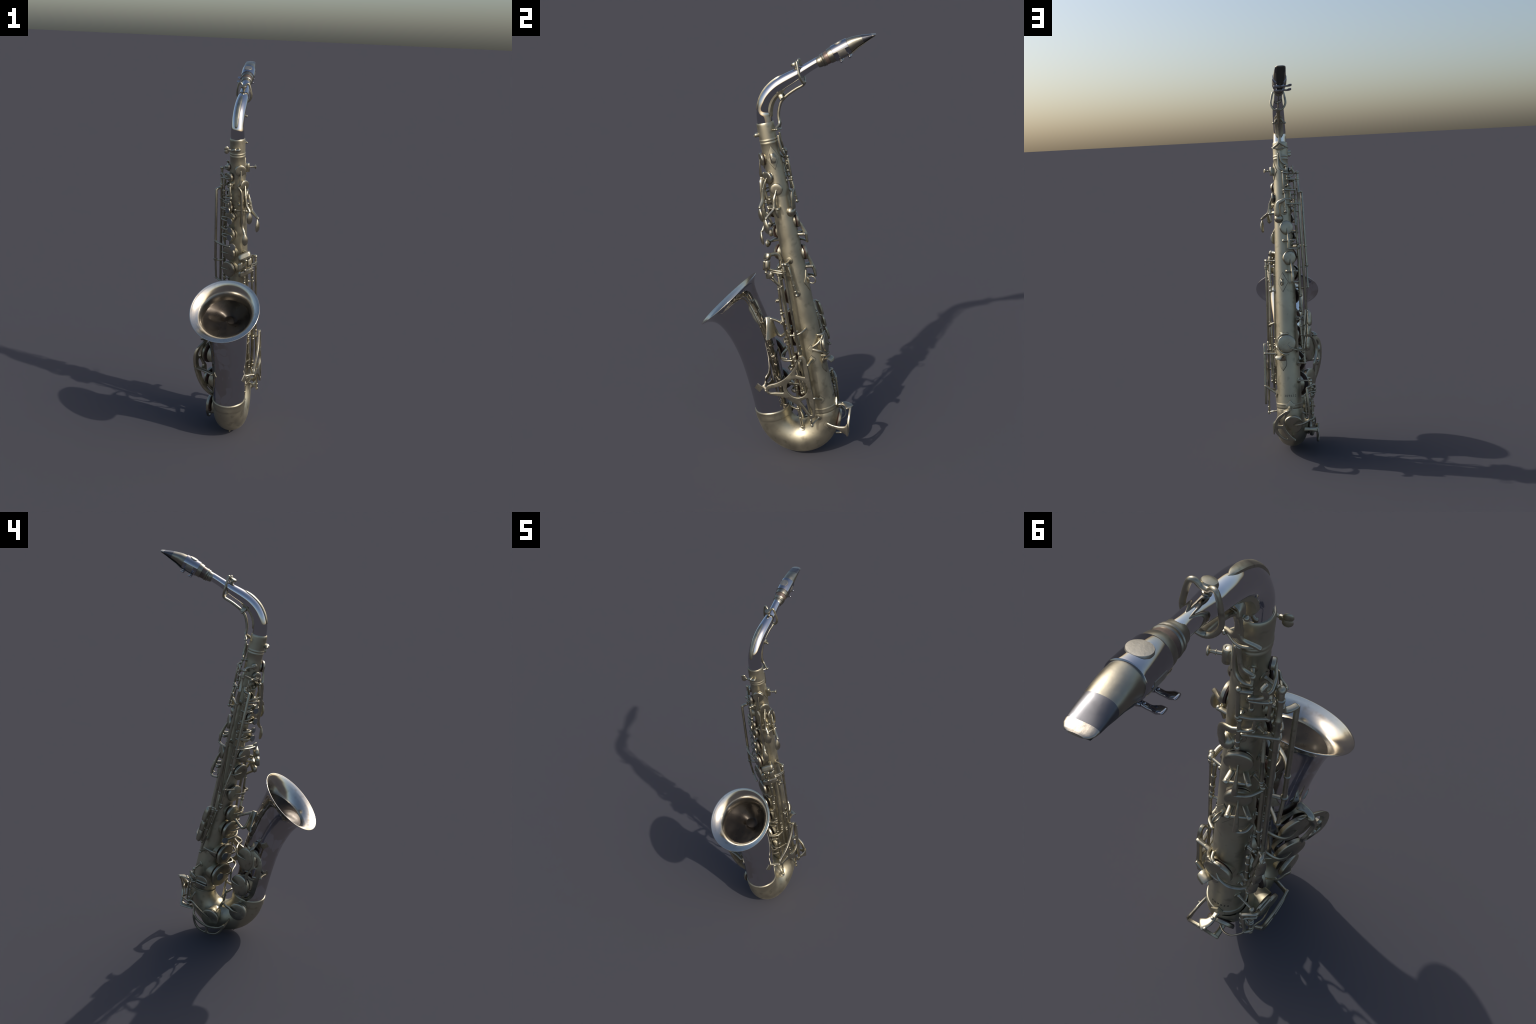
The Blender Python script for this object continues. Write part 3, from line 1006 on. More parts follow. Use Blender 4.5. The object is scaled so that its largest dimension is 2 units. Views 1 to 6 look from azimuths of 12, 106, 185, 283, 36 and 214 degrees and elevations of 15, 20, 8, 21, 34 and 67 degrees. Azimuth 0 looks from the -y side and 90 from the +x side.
hinge(bm, tp(1.180, -80, 0.074), tp(0.905, -77, 0.078), 0.0056, [(0.1, 1.4), (0.25, 1.4), (0.45, 1.4), (0.62, 1.3), (0.8, 1.4), (0.95, 1.3)])
hinge(bm, tp(0.885, -78, 0.076), tp(0.775, -80, 0.077), 0.0062, [(0.08, 1.5), (0.9, 1.3)])
finish(bm, "upper_stack_rod", KEYS)
for q in ((1.390, -78, 0.071), (1.187, -81, 0.0735), (0.893, -77, 0.077), (0.768, -80, 0.078)):
    post(*q, ball_r=0.0082, foot=0.014)
for q in ((1.499, -100, 0.087), (0.724, -100, 0.110)):
    post(*q, ball_r=0.0082, foot=0.013, foot_phi=-100)
post(1.122, -106, 0.081, ball_r=0.007, foot_phi=-104)
post(0.496, -112, 0.099, ball_r=0.0078, foot=0.015)
post(1.325, -106, 0.066, ball_r=0.0065)

# ------------------------------------------------------------------ upper stack: cups, pearls, trill cup
HU = -79


def stack_arm(s, phi, h, s_hinge=None, hp=HU, hr=0.076):
    sh = s if s_hinge is None else s_hinge
    R = rb(s) + h
    return [tp(s, phi, R + 0.0016), tp(s, phi + (hp - phi) * 0.25, R + 0.007), tp((s + sh) / 2, phi + (hp - phi) * 0.55, R + 0.010), tp(sh, phi + (hp - phi) * 0.85, hr + 0.006), tp(sh, hp, hr)]


UPPER = [  # s, phi, face height, radius
    (1.472, -41, 0.0155, 0.0225), (1.309, -34, 0.020, 0.0215), (1.262, -25, 0.0235, 0.0305), (1.165, -31, 0.021, 0.0350), (1.063, -27, 0.030, 0.0388), (0.972, -29, 0.032, 0.0430)]
for s, p, h, r in UPPER:
    tube_key(s, p, h, r, arm=stack_arm(s, p, h, s_hinge=s - 0.012), name="upper_stack_cup")
for s, p, r, n_, pr in [(1.305, -26, 0.081, 10, 0.0150), (1.249, -17, 0.083, 5, 0.0165), (1.201, -16, 0.085, 5, 0.0138), (1.160, -16, 0.089, 5, 0.0160), (1.118, -3, 0.106, 8, 0.0178)]:
    t = pearl_touch(tp(s, p, r), (rad(p - n_) + AX * 0.10), pr)
    bm = bmesh.new()
    bar(bm, [tp(s, p, r - 0.008), tp(s - 0.004, p - 20, r - 0.002), tp(s - 0.006, p - 42, 0.086), tp(s - 0.006, HU, 0.078)], 0.0042, 0.0030, m=5)
    finish(bm, "pearl_arm", KEYS, t)
# little lever cups at the very top left
c1 = (1.520, -75, 0.0490)
bm = bmesh.new()
ob = tube_key(1.520, -68, 0.0115, 0.0145, name="octave_vent_cup", cup=0.008, gap=0.002, dome=0.002)
bar(bm, [tp(1.520, -66, 0.0500), tp(1.516, -82, 0.056), tp(1.512, -96, 0.066), tp(1.497, -108, 0.074), tp(1.490, -118, 0.074)], [0.003, 0.004, 0.005, 0.005, 0.004], 0.0035, m=6)
finish(bm, "vent_arm", KEYS, ob)
bm = bmesh.new()
bar(bm, [tp(1.468, -33, 0.0580), tp(1.462, -55, 0.064), tp(1.464, -75, 0.069), tp(1.474, -92, 0.083), tp(1.474, -99, 0.088)], [0.002, 0.0045, 0.005, 0.005, 0.005], 0.0035, m=6)
finish(bm, "high_key_arm", KEYS)
# small frame beside it
bm = bmesh.new()
hinge(bm, tp(1.433, -23, 0.066), tp(1.375, -17, 0.071), 0.0055)
bar(bm, [tp(1.372, -17, 0.071), tp(1.368, -35, 0.073), tp(1.362, -56, 0.074), tp(1.345, -72, 0.072)], 0.0048, 0.0036, AX, m=5)
bar(bm, [tp(1.352, -17, 0.073), tp(1.352, -30, 0.075), tp(1.348, -55, 0.076), tp(1.340, -78, 0.074)], 0.0048, 0.0036, AX, m=5)
bar(bm, [tp(1.352, -18, 0.073), tp(1.335, -17, 0.074), tp(1.315, -24, 0.073), tp(1.300, -30, 0.070)], 0.006, 0.0036, m=5)
bar(bm, [tp(1.333, -34, 0.066), tp(1.332, -55, 0.068), tp(1.332, -78, 0.071)], 0.0040, 0.0032, AX, m=5)
ball(bm, tp(1.438, -23, 0.066), 0.0075)
finish(bm, "bis_key_frame", KEYS)
post(1.437, -23, 0.064, ball_r=0.0072, foot=0.012)
# open tone hole rings seen between the cups
for s, p, r in ((1.425, -48, 0.021), (1.372, -62, 0.022)):
    bm = bmesh.new()
    lathe(bm, [(r, 0.0), (r, 0.016), (r - 0.001, 0.0175), (r - 0.003, 0.016), (r - 0.003, 0.004)], tp(s, p, rb(s) - 0.006), rad(p), 32)
    lathe(bm, [(0, 0.003), (0.0068, 0.006), (0.0075, 0.016), (0.005, 0.022), (0, 0.0235)], tp(s - 0.004, p, rb(s) - 0.004), rad(p), 16)
    finish(bm, "tone_hole", SATIN)

# ------------------------------------------------------------------ back cups with flat levers
for s, p, h, r, lev, pv0, pv1, endp in (
        (1.209, -156, 0.0145, 0.0365, (1.098, -156, 0.081), (1.139, -174, 0.076), (1.141, -133, 0.077), (1.099, -106, 0.084)),
        (1.049, -148, 0.0175, 0.0365, (0.923, -148, 0.090), (0.979, -165, 0.080), (0.978, -126, 0.084), (0.925, -117, 0.081))):
    k = tube_key(s, p, h, r, name="side_key_cup", cup=0.010, gap=0.003)
    bm = bmesh.new()
    pts = [tp(s - 0.004, p, rb(s) + h + 0.0015), tp(s - 0.030, p, rb(s) + h + 0.008), tp(s - 0.07, p, pv0[2] + 0.004), tp(lev[0] + 0.03, p, lev[2]), tp(lev[0], p, lev[2])]
    sweep(bm, catmull(pts, 6), [0.0012, 0.0035, 0.0060, 0.0075, 0.0080], [0.0012, 0.0065, 0.0085, 0.008, 0.0055], rad(p), sides=10, power=2.6)
    bar(bm, [tp(lev[0] - 0.002, p + 6, lev[2]), tp(lev[0] - 0.002, p, lev[2]), tp(lev[0] - 0.001, (p + endp[1]) / 2, lev[2] + 0.002), tp(*endp)], 0.0055, 0.0040, AX, m=5)
    finish(bm, "side_key_lever", KEYS, k)
    bm = bmesh.new()
    hinge(bm, tp(*pv0), tp(*pv1), 0.0042)
    for q in (pv0, pv1):
        a = tp(q[0] + 0.004, q[1], rb(q[0]) - 0.001)
        bar(bm, [a, tp(*q)], 0.0075, 0.0060, AX, m=3)
        ball(bm, tp(*q), 0.0082)
    finish(bm, "side_key_hinge", KEYS, k)

# three right-hand side touches
for s0, p0, r0, s1, p1, r1 in ((0.760, -108, 0.130, 0.696, -111, 0.134), (0.686, -112, 0.130, 0.636, -113, 0.130), (0.632, -114, 0.128, 0.572, -117, 0.128)):
    a, b = tp(s0, p0, r0), tp(s1, p1, r1)
    bm = bmesh.new()
    n_ = rad(-128)
    mid = (a + b) / 2
    bar(bm, [a, a + (b - a) * 0.2, mid, a + (b - a) * 0.8, b], [0.009, 0.0120, 0.0128, 0.0128, 0.0105], [0.0045, 0.006, 0.0065, 0.0065, 0.005], n_, m=4, power=3.5)
    t = finish(bm, "side_touch", KEYS)
    bm = bmesh.new()
    inner = tp(s0 + 0.012, p0 + 6, 0.108)
    bar(bm, [a, tp(s0 + 0.010, p0, r0 - 0.006), tp(s0 + 0.014, p0 + 3, 0.120), inner], [0.008, 0.006, 0.005, 0.0055], 0.0040, AX, m=4)
    bar(bm, [inner, tp(s0 - 0.012, p0 + 4, 0.108), tp(s1, p1 + 2, 0.104)], 0.0075, 0.0065, n_, m=4)
    finish(bm, "side_touch_lever", KEYS, t)
bm = bmesh.new()
bar(bm, [tp(0.76, -99, 0.108), tp(0.70, -104, 0.106), tp(0.66, -106, 0.105), tp(0.64, -110, 0.108)], 0.0105, 0.007, rad(-140), m=4)
bar(bm, [tp(0.64, -106, 0.104), tp(0.60, -108, 0.104), tp(0.57, -112, 0.106)], 0.0085, 0.007, rad(-140), m=4)
hinge(bm, tp(0.725, -116, 0.085), tp(0.56, -116, 0.094), 0.006, [(0.2, 1.4), (0.5, 1.3), (0.8, 1.4)])
finish(bm, "side_touch_carrier", KEYS)
post(0.735, -100, 0.082, ball_r=0.0078)
post(0.565, -116, 0.094, ball_r=0.0075)

# ------------------------------------------------------------------ big back cup with three-footed guard
k = tube_key(0.602, -178, 0.0205, 0.0475, name="low_side_cup", cup=0.012, gap=0.004)
bm = bmesh.new()
sweep(bm, catmull([tp(0.602, -178, 0.0815), tp(0.585, -168, 0.088), tp(0.572, -150, 0.096), tp(0.566, -132, 0.102), tp(0.565, -117, 0.107)], 6), [0.0015, 0.004, 0.006, 0.006, 0.006], [0.0012, 0.003, 0.004, 0.004, 0.004], lambda p: AX, sides=10)
finish(bm, "key_arm", KEYS, k)
bm = bmesh.new()
cc = tp(0.602, -178, rb(0.602))
ringp = []
for i in range(25):
    a = math.radians(-8 + 196 * i / 24)   # arc along one edge of the cup
    u = math.cos(a) * 0.0535
    w = math.sin(a) * 0.0535
    ph = -178 - math.degrees(w / 0.078)
    ringp.append(tp(0.602 + u, ph, 0.0775 - 0.0002 * abs(w) * 100))
sweep(bm, ringp, 0.0052, 0.0050, radial_hint, sides=10, power=3)
for i, tgt in ((7, (0.606, 113, 0.060)), (16, (0.596, 112, 0.060)), (21, (0.550, 150, 0.060)), (3, (0.655, 150, 0.060))):
    p = ringp[i]
    q = tp(*tgt)
    bar(bm, [p, (p + q) / 2 + radial_hint((p + q) / 2) * 0.006, q], 0.0060, 0.0046, m=4)
finish(bm, "low_side_guard", KEYS)

# ------------------------------------------------------------------ lower stack: cups with arms reaching to the right-hand hinge
LOWER = [(0.848, -29, 0.022, 0.0445, False), (0.737, -24, 0.031, 0.0435, False), (0.640, -23, 0.034, 0.0530, False), (0.496, -23, 0.036, 0.0600, True), (0.376, -27, 0.041, 0.0670, True)]
for s, p, h, r, hole in LOWER:
    R = rb(s) + h
    arm = [tp(s, p, R + 0.0015), tp(s, p + 16, R + 0.014), tp(s + 0.002, p + 32, R + 0.028), tp(s + 0.003, 15, R + 0.026), tp(s + 0.004, 25, 0.118), tp(s + 0.004, 31, 0.107)]
    k = tube_key(s, p, h, r, arm=arm, name="lower_stack_cup", cup=0.012, gap=0.014, arm_w=0.0072, tone=0.78)
    if hole:
        pearl_touch(tp(s - 0.004, p - 8, R + 0.006), rad(p - 4), 0.0215, parent=k)
pearl_touch(tp(0.592, -44, 0.101), rad(-50) + AX * 0.2, 0.0155)
bm = bmesh.new()
bar(bm, [tp(0.592, -44, 0.096), tp(0.600, -25, 0.104), tp(0.606, -5, 0.112), tp(0.606, 20, 0.112), tp(0.606, 31, 0.107)], 0.005, 0.0038, m=5)
finish(bm, "pearl_arm", KEYS)

# right-hand hinge rods
bm = bmesh.new()
hinge(bm, tp(0.930, 33, 0.094), tp(0.792, 32, 0.106), 0.0058, [(0.15, 1.3), (0.9, 1.3)])
hinge(bm, tp(0.785, 32, 0.106), tp(0.419, 29, 0.107), 0.0062, [(0.10, 1.2), (0.32, 1.5), (0.37, 1.5), (0.42, 1.5), (0.62, 1.3), (0.72, 1.3), (0.9, 1.4)])
hinge(bm, tp(0.410, 30, 0.108), tp(0.300, 31, 0.122), 0.0058, [(0.2, 1.35), (0.7, 1.4)])
hinge(bm, tp(0.300, 30, 0.122), tp(0.196, 28, 0.121), 0.0054, [(0.15, 1.5), (0.55, 1.3)])
finish(bm, "lower_stack_rod", KEYS)
bm = bmesh.new()
hinge(bm, tp(1.01, 47, 0.080), tp(0.583, 44, 0.100), 0.0060, [(0.12, 1.3), (0.92, 1.3)])
hinge(bm, tp(0.575, 45, 0.100), tp(0.387, 47, 0.098), 0.0062, [(0.05, 1.4), (0.55, 1.2), (0.95, 1.4)])
finish(bm, "pinky_key_rod", KEYS)
bm = bmesh.new()
hinge(bm, tp(0.985, 57, 0.104), tp(0.585, 57, 0.114), 0.0060, [(0.14, 1.35), (0.69, 1.4)])
hinge(bm, tp(0.580, 58, 0.112), tp(0.400, 60, 0.103), 0.0058, [(0.1, 1.3), (0.9, 1.4)])
finish(bm, "pinky_key_rod", KEYS)
bm = bmesh.new()
hinge(bm, tp(1.034, 78, 0.1025), tp(0.605, 73, 0.1085), 0.0058, [(0.065, 1.6), (0.085, 1.5)])
hinge(bm, tp(0.600, 73, 0.1085), tp(0.233, 71, 0.1200), 0.0054, [(0.1, 1.2), (0.93, 1.3)])
finish(bm, "pinky_key_rod", KEYS)
bm = bmesh.new()
hinge(bm, tp(1.022, 86, 0.078), tp(0.884, 94, 0.077), 0.0056, [(0.35, 1.35), (0.68, 1.4), (0.9, 1.3)])
hinge(bm, tp(0.70, 72, 0.088), tp(0.36, 66, 0.088), 0.0056, [(0.2, 1.3), (0.8, 1.3)])
finish(bm, "pinky_key_rod", KEYS)
post(1.038, 84, 0.096, ball_r=0.0085, foot=0.0165, foot_phi=86)
bm = bmesh.new()
ball(bm, tp(1.040, 78, 0.1025), 0.0090)
bar(bm, [tp(1.039, 84, 0.094), tp(1.040, 78, 0.1025)], 0.006, 0.006, AX, m=2)
finish(bm, "hinge_post", KEYS)
post(0.878, 95, 0.077, ball_r=0.0085, foot=0.0165, foot_phi=92)
post(0.233, 71, 0.120, ball_r=0.0072, foot=0.0150, foot_phi=78, foot_s=0.243)
post(0.790, 32, 0.106, ball_r=0.0078, foot=0.013)
post(0.415, 29, 0.107, ball_r=0.0078, foot=0.013)
post(0.590, 46, 0.100, ball_r=0.0070, foot=0.013)
# pillar on the crook of the bow
bm = bmesh.new()
base = fa(0.114, 0.176, 0.057)
top = tp(0.192, 28, 0.1215)
nrm = (top - fa(0.1285, 0.120, 0.0)).normalized()
lathe(bm, [(0, -0.004), (0.0165, -0.003), (0.0165, 0.001), (0.0135, 0.0022), (0.006, 0.003)], top - nrm * 0.010, nrm, 28)
ball(bm, top, 0.0080)
lathe(bm, [(0.006, -0.010), (0.0052, 0.0)], top, nrm, 14)
finish(bm, "hinge_post", KEYS)
# cross bridges that carry the rods, and levers that hug the tube
bm = bmesh.new()
for s, pts in ((0.557, [(8, 0.142), (18, 0.147), (32, 0.136), (44, 0.112)]), (0.430, [(-2, 0.100), (14, 0.122), (28, 0.120), (40, 0.104), (52, 0.096)])):
    bar(bm, [tp(s, p, r) for p, r in pts], 0.0046, 0.0036, AX, m=5)
finish(bm, "rod_bridge", KEYS)
bm = bmesh.new()
bar(bm, [tp(0.692, 60, 0.110), tp(0.693, 74, 0.098), tp(0.699, 86, 0.088), tp(0.708, 101, 0.066)], 0.0050, 0.0045, AX, m=6)
ball(bm, tp(0.692, 60, 0.110), 0.0078)
finish(bm, "rod_bridge", KEYS)

# ------------------------------------------------------------------ left-hand little-finger cluster


def slab(name, corners, thick, parent=None, mat=KEYS):
    """cushion-shaped plate: four corners (world), rounded"""
    a, b, c, d = [V(p) for p in corners]
    n = (b - a).cross(d - a).normalized()
    bm = bmesh.new()
    N_ = 12
    top, bot = [], []
    for i in range(N_ + 1):
        rt, rb_ = [], []
        for j in range(N_ + 1):
            u, v = i / N_, j / N_
            p = (a * (1 - u) + b * u) * (1 - v) + (d * (1 - u) + c * u) * v
            e = (1 - (2 * u - 1) ** 6) * (1 - (2 * v - 1) ** 6)
            h = thick * max(0, e) ** 0.4
            # pull corners in for a rounded outline
            q = p + ((a + b + c + d) / 4 - p) * 0.16 * ((2 * u - 1) ** 2 * (2 * v - 1) ** 2)
            rt.append(bm.verts.new(q + n * h * 0.5))
            rb_.append(bm.verts.new(q - n * (h * 0.5 + 0.0004)))
        top.append(rt); bot.append(rb_)
    for i in range(N_):
        for j in range(N_):
            bm.faces.new((top[i][j], top[i + 1][j], top[i + 1][j + 1], top[i][j + 1]))
            bm.faces.new((bot[i][j], bot[i][j + 1], bot[i + 1][j + 1], bot[i + 1][j]))
    rim = [(i, 0) for i in range(N_)] + [(N_, j) for j in range(N_)] + [(i, N_) for i in range(N_, 0, -1)] + [(0, j) for j in range(N_, 0, -1)]
    for (i, j), (k, l) in zip(rim, rim[1:] + rim[:1]):
        bm.faces.new((top[i][j], bot[i][j], bot[k][l], top[k][l]))
    return finish(bm, name, mat, parent, angle=50)


def quad(s0, p0, s1, p1, r0, r1, skew):
    """corners of a plate from angle p0 to p1 and s0 to s1; skew raises the right edge"""
    return [tp(s0, p0, r0), tp(s0 + skew, p1, r0), tp(s1 + skew, p1, r1), tp(s1, p0, r1)]


slab("pinky_touch", quad(1.046, 14, 1.078, 47, 0.129, 0.113, 0.022), 0.026)
slab("pinky_touch", quad(0.996, 13, 1.038, 25, 0.136, 0.126, 0.011), 0.024)
slab("pinky_touch", quad(1.014, 34, 1.056, 46, 0.136, 0.126, 0.012), 0.024)
slab("pinky_touch", quad(0.955, 14, 0.990, 51, 0.131, 0.129, 0.026), 0.026)
slab("pinky_roller_inlay", quad(1.052, 22, 1.064, 47, 0.1295, 0.1265, 0.018), 0.006, mat=PEARL)
slab("pinky_roller_inlay", quad(0.984, 22, 0.992, 50, 0.1385, 0.1365, 0.022), 0.005, mat=PEARL)
bm = bmesh.new()
a, b = tp(1.048, 31.5, 0.133), tp(1.006, 29.5, 0.135)
hinge(bm, a, b, 0.0058)
finish(bm, "pinky_roller", KEYS)
bm = bmesh.new()
bar(bm, [tp(1.083, 42, 0.118), tp(1.082, 40, 0.095), tp(1.075, 40, 0.070), tp(1.050, 42, 0.062), tp(1.01, 44, 0.066)], [0.006, 0.007, 0.008, 0.008, 0.007], 0.007, lambda p: AX, m=5)
for s, p0 in ((1.010, 46), (1.000, 46)):
    bar(bm, [tp(s + 0.012, p0, 0.126), tp(s + 0.006, 60, 0.118), tp(s, 74, 0.108)], 0.005, 0.0040, AX, m=4)
bar(bm, [tp(0.985, 50, 0.126), tp(0.955, 53, 0.116), tp(0.937, 56, 0.106), tp(0.934, 62, 0.104)], 0.0055, 0.0045, m=5)
bar(bm, [tp(0.968, 20, 0.126), tp(0.955, 24, 0.112), tp(0.935, 32, 0.096)], 0.0055, 0.0045, m=5)
bar(bm, [tp(1.010, 20, 0.128), tp(1.005, 30, 0.105), tp(1.000, 44, 0.084)], 0.0055, 0.0045, m=5)
finish(bm, "pinky_arm", KEYS)

# ------------------------------------------------------------------ right key guard: three-armed casting round a ring
PX_N = V((0.998186, 0.055912, 0.022331))


def guard_place(y, z, d):
    x = 0.110 - (PX_N.y * (y - 0.097) + PX_N.z * (z - 0.584)) / PX_N.x
    return V((x, y, z)) + PX_N * d


GOUT = [(0.0840, 0.560), (0.0637, 0.5143), (0.0266, 0.4688), (-0.0104, 0.4427), (-0.0475, 0.4282), (-0.0640, 0.4170), (-0.0685, 0.3980), (-0.0570, 0.3790), (-0.0183, 0.3736), (0.0243, 0.3654), (0.0605, 0.3448),
        (0.0906, 0.3272), (0.1145, 0.3023), (0.1324, 0.2768), (0.1480, 0.2670), (0.1620, 0.2760), (0.1640, 0.2980), (0.1592, 0.3665), (0.1464, 0.4319), (0.1355, 0.5098), (0.1271, 0.5514), (0.1200, 0.5740), (0.1060, 0.5885), (0.0918, 0.5830)]
cy, cz, cr_ = 0.0812, 0.4203, 0.0485
GCIRC = [(cy + cr_ * 1.02 * math.cos(2 * math.pi * i / 20), cz + cr_ * math.sin(2 * math.pi * i / 20)) for i in range(20)]
GU = [(0.1000, 0.5720), (0.0925, 0.5620), (0.0830, 0.5250), (0.0745, 0.4910), (0.0850, 0.4865), (0.1140, 0.4800), (0.1180, 0.4850), (0.1110, 0.5300), (0.1075, 0.5650)]
GL = [(-0.0555, 0.3985), (-0.0480, 0.4080), (-0.0150, 0.4190), (0.0080, 0.4280), (0.0130, 0.4240), (0.0150, 0.4080), (0.0180, 0.3960), (0.0120, 0.3920), (-0.0200, 0.3900), (-0.0480, 0.3875)]
GD = [(0.0985, 0.3500), (0.1020, 0.3570), (0.1260, 0.3710), (0.1335, 0.3690), (0.1440, 0.3250), (0.1525, 0.2930), (0.1470, 0.2860), (0.1400, 0.2880), (0.1200, 0.3180)]
solid_outline("key_guard", GOUT, [GCIRC, GU, GL, GD], 0.0035, 0.0022, KEYS, guard_place)
bm = bmesh.new()
for (y, z), foot in (((0.130, 0.540), tp(0.547, 100, 0.060)), ((0.158, 0.372), tp(0.337, 102, 0.063)), ((-0.064, 0.395), fa(0.243, 0.440, 0.095))):
    p = guard_place(y, z, 0)
    bar(bm, [p, (p + foot) / 2, foot], [0.009, 0.0065, 0.009], 0.0050, AX, m=4)
    lathe(bm, [(0, 0.0065), (0.0042, 0.006), (0.0048, 0.0)], (p + foot) / 2, UP + V((0.3, -0.3, 0)), 12)
finish(bm, "guard_stay", KEYS)


def bell_at(a):
    best = min(fine, key=lambda q: abs(q[1] - a))
    return best


def bell_point(a, ang, h=0.0):
    """point on the bell wall: ang 0 = front (away from tube), 90 = +x"""
    f, aa, x, r, l = bell_at(a)
    an = math.radians(ang)
    return fa(f, a, x) + (FW * math.cos(an) + SX * math.sin(an)) * (r + h)


def bell_plate(a, ang, hs, hp, thick=0.003):
    bm = bmesh.new()
    rows = []
    for k, lift in ((1.0, -0.002), (0.93, thick), (0.0, thick + 0.001)):
        row = []
        for i in range(40):
            sd, fq = divmod(i, 10)
            cs = [(1, 0), (0, 1), (-1, 0), (0, -1)]
            p, q = cs[sd], cs[(sd + 1) % 4]
            u, v = p[0] + (q[0] - p[0]) * fq / 10, p[1] + (q[1] - p[1]) * fq / 10
            r = bell_at(a)[3]
            row.append(bm.verts.new(bell_point(a + u * k * hs, ang + math.degrees(v * k * hp / r), lift)))
        rows.append(row)
    for A, B in zip(rows, rows[1:]):
        bridge(bm, A, B)
    return finish(bm, "guard_foot", KEYS, angle=30)


bell_plate(0.437, 80, 0.024, 0.024)
# ------------------------------------------------------------------ bell brace
bm = bmesh.new()
T1, T2, T3 = V((0.000, -0.064, 0.710)), V((-0.012, -0.030, 0.622)), V((-0.004, 0.004, 0.690))
bar(bm, [V((0.0, -0.068, 0.712)), V((-0.004, -0.040, 0.703)), V((-0.004, -0.002, 0.686)), V((-0.006, 0.022, 0.676))], [0.006, 0.0055, 0.0055, 0.009], 0.0055, SX, m=5)
bar(bm, [V((0.0, -0.066, 0.712)), V((-0.004, -0.056, 0.672)), V((-0.010, -0.042, 0.636)), V((-0.011, -0.022, 0.622)), V((-0.008, 0.000, 0.640)), V((-0.006, 0.026, 0.668))], [0.007, 0.007, 0.0075, 0.0065, 0.006, 0.008], 0.0058, SX, m=6)
finish(bm, "bell_brace", KEYS)
# saddle of the brace on the bell: flared plate
bm = bmesh.new()
rows = []
for i in range(9):
    u = i / 8
    a = 0.668 + 0.095 * u
    half = 32 * (1 - u) ** 1.0 + 3
    top, bot = [], []
    for j in range(13):
        w = 2 * j / 12 - 1
        ang = 180 + w * half
        ridge = (1 - abs(w)) * 0.020
        top.append(bm.verts.new(bell_point(a, ang, 0.0035 + ridge)))
        bot.append(bm.verts.new(bell_point(a, ang, -0.002)))
    rows.append(top + bot[::-1])
for A, B in zip(rows, rows[1:]):
    bridge(bm, A, B)
bm.faces.new(rows[0][::-1]); bm.faces.new(rows[-1])
finish(bm, "brace_saddle", KEYS)

# ------------------------------------------------------------------ bell keys (left side) and their guard
BN = V((-0.88, 0.45, 0.08)).normalized()
BN2 = V((-0.97, 0.12, 0.02)).normalized()
for c, n_, r, inner, armp in (
        (V((-0.122, -0.074, 0.500)), BN, 0.0600, 0.085, [V((-0.100, -0.020, 0.516)), V((-0.050, -0.008, 0.530)), V((0.005, -0.016, 0.530)), V((0.032, -0.010, 0.526)), V((0.050, 0.020, 0.530))]),
        (V((-0.121, -0.045, 0.3430)), BN, 0.0570, 0.083, [V((-0.100, 0.006, 0.364)), V((-0.055, 0.014, 0.384)), V((0.000, 0.010, 0.392)), V((0.028, 0.022, 0.394)), V((0.046, 0.052, 0.400))]),
        (V((-0.123, -0.042, 0.184)), BN2, 0.0485, 0.065, [V((-0.128, 0.000, 0.203)), V((-0.116, 0.030, 0.212)), V((-0.080, 0.046, 0.205))])):
    arm = [c + n_ * 0.002] + [c + (armp[0] - c) * 0.5 + n_ * 0.010] + armp
    key(c, n_, r, arm=arm, name="bell_key_cup", cup=0.015, gap=0.012, chim_to=c - n_ * inner, tone=0.84, arm_w=0.0078, dome=0.002)
# pillar for the lowest bell key, standing in the crook
bm = bmesh.new()
hinge(bm, V((-0.066, 0.040, 0.262)), V((-0.064, 0.052, 0.196)), 0.0056, [(0.3, 1.4), (0.7, 1.4)])
bar(bm, [V((-0.064, 0.052, 0.196)), fa(0.125, 0.190, -0.040)], 0.006, 0.006, AX, m=2)
bar(bm, [V((-0.066, 0.040, 0.258)), V((-0.030, 0.020, 0.262)), V((0.010, 0.022, 0.262)), V((0.036, 0.058, 0.262))], 0.0052, 0.0044, AX, m=4)
finish(bm, "bell_key_rod", KEYS)
# guard: one flat casting, bowed outward, with four openings


def bell_guard_place(y, z, d):
    return V((-0.169 + 1.2 * (z - 0.45) ** 2 + 0.4 * (y + 0.15) - d, y - 0.4 * d, z))


BG = [(-0.0830, 0.5800), (-0.1020, 0.5770), (-0.1370, 0.5590), (-0.1613, 0.5405), (-0.1714, 0.5093), (-0.1679, 0.4666), (-0.1515, 0.3865), (-0.1275, 0.3077), (-0.0940, 0.2560), (-0.0580, 0.2250), (-0.0200, 0.2200),
      (-0.0190, 0.2280), (-0.0513, 0.2560), (-0.0696, 0.2997), (-0.0830, 0.3282), (-0.0809, 0.3805), (-0.0790, 0.4211), (-0.0980, 0.4500), (-0.1160, 0.4861), (-0.1120, 0.5252), (-0.1000, 0.5540), (-0.0840, 0.5680)]
S1 = [(-0.1260, 0.5400), (-0.1420, 0.5310), (-0.1511, 0.5080), (-0.1442, 0.4881), (-0.1304, 0.4871), (-0.1270, 0.5128)]
S2 = [(-0.1204, 0.4702), (-0.1410, 0.4751), (-0.1400, 0.4451), (-0.1285, 0.4167), (-0.1031, 0.4193), (-0.0980, 0.4323)]
S3 = [(-0.0921, 0.4032), (-0.1148, 0.4022), (-0.1247, 0.3960), (-0.1144, 0.3385), (-0.0972, 0.3337), (-0.0908, 0.3693)]
S4 = [(-0.0906, 0.3136), (-0.1048, 0.3103), (-0.0946, 0.2838), (-0.0700, 0.2580), (-0.0667, 0.2640), (-0.0836, 0.2926)]
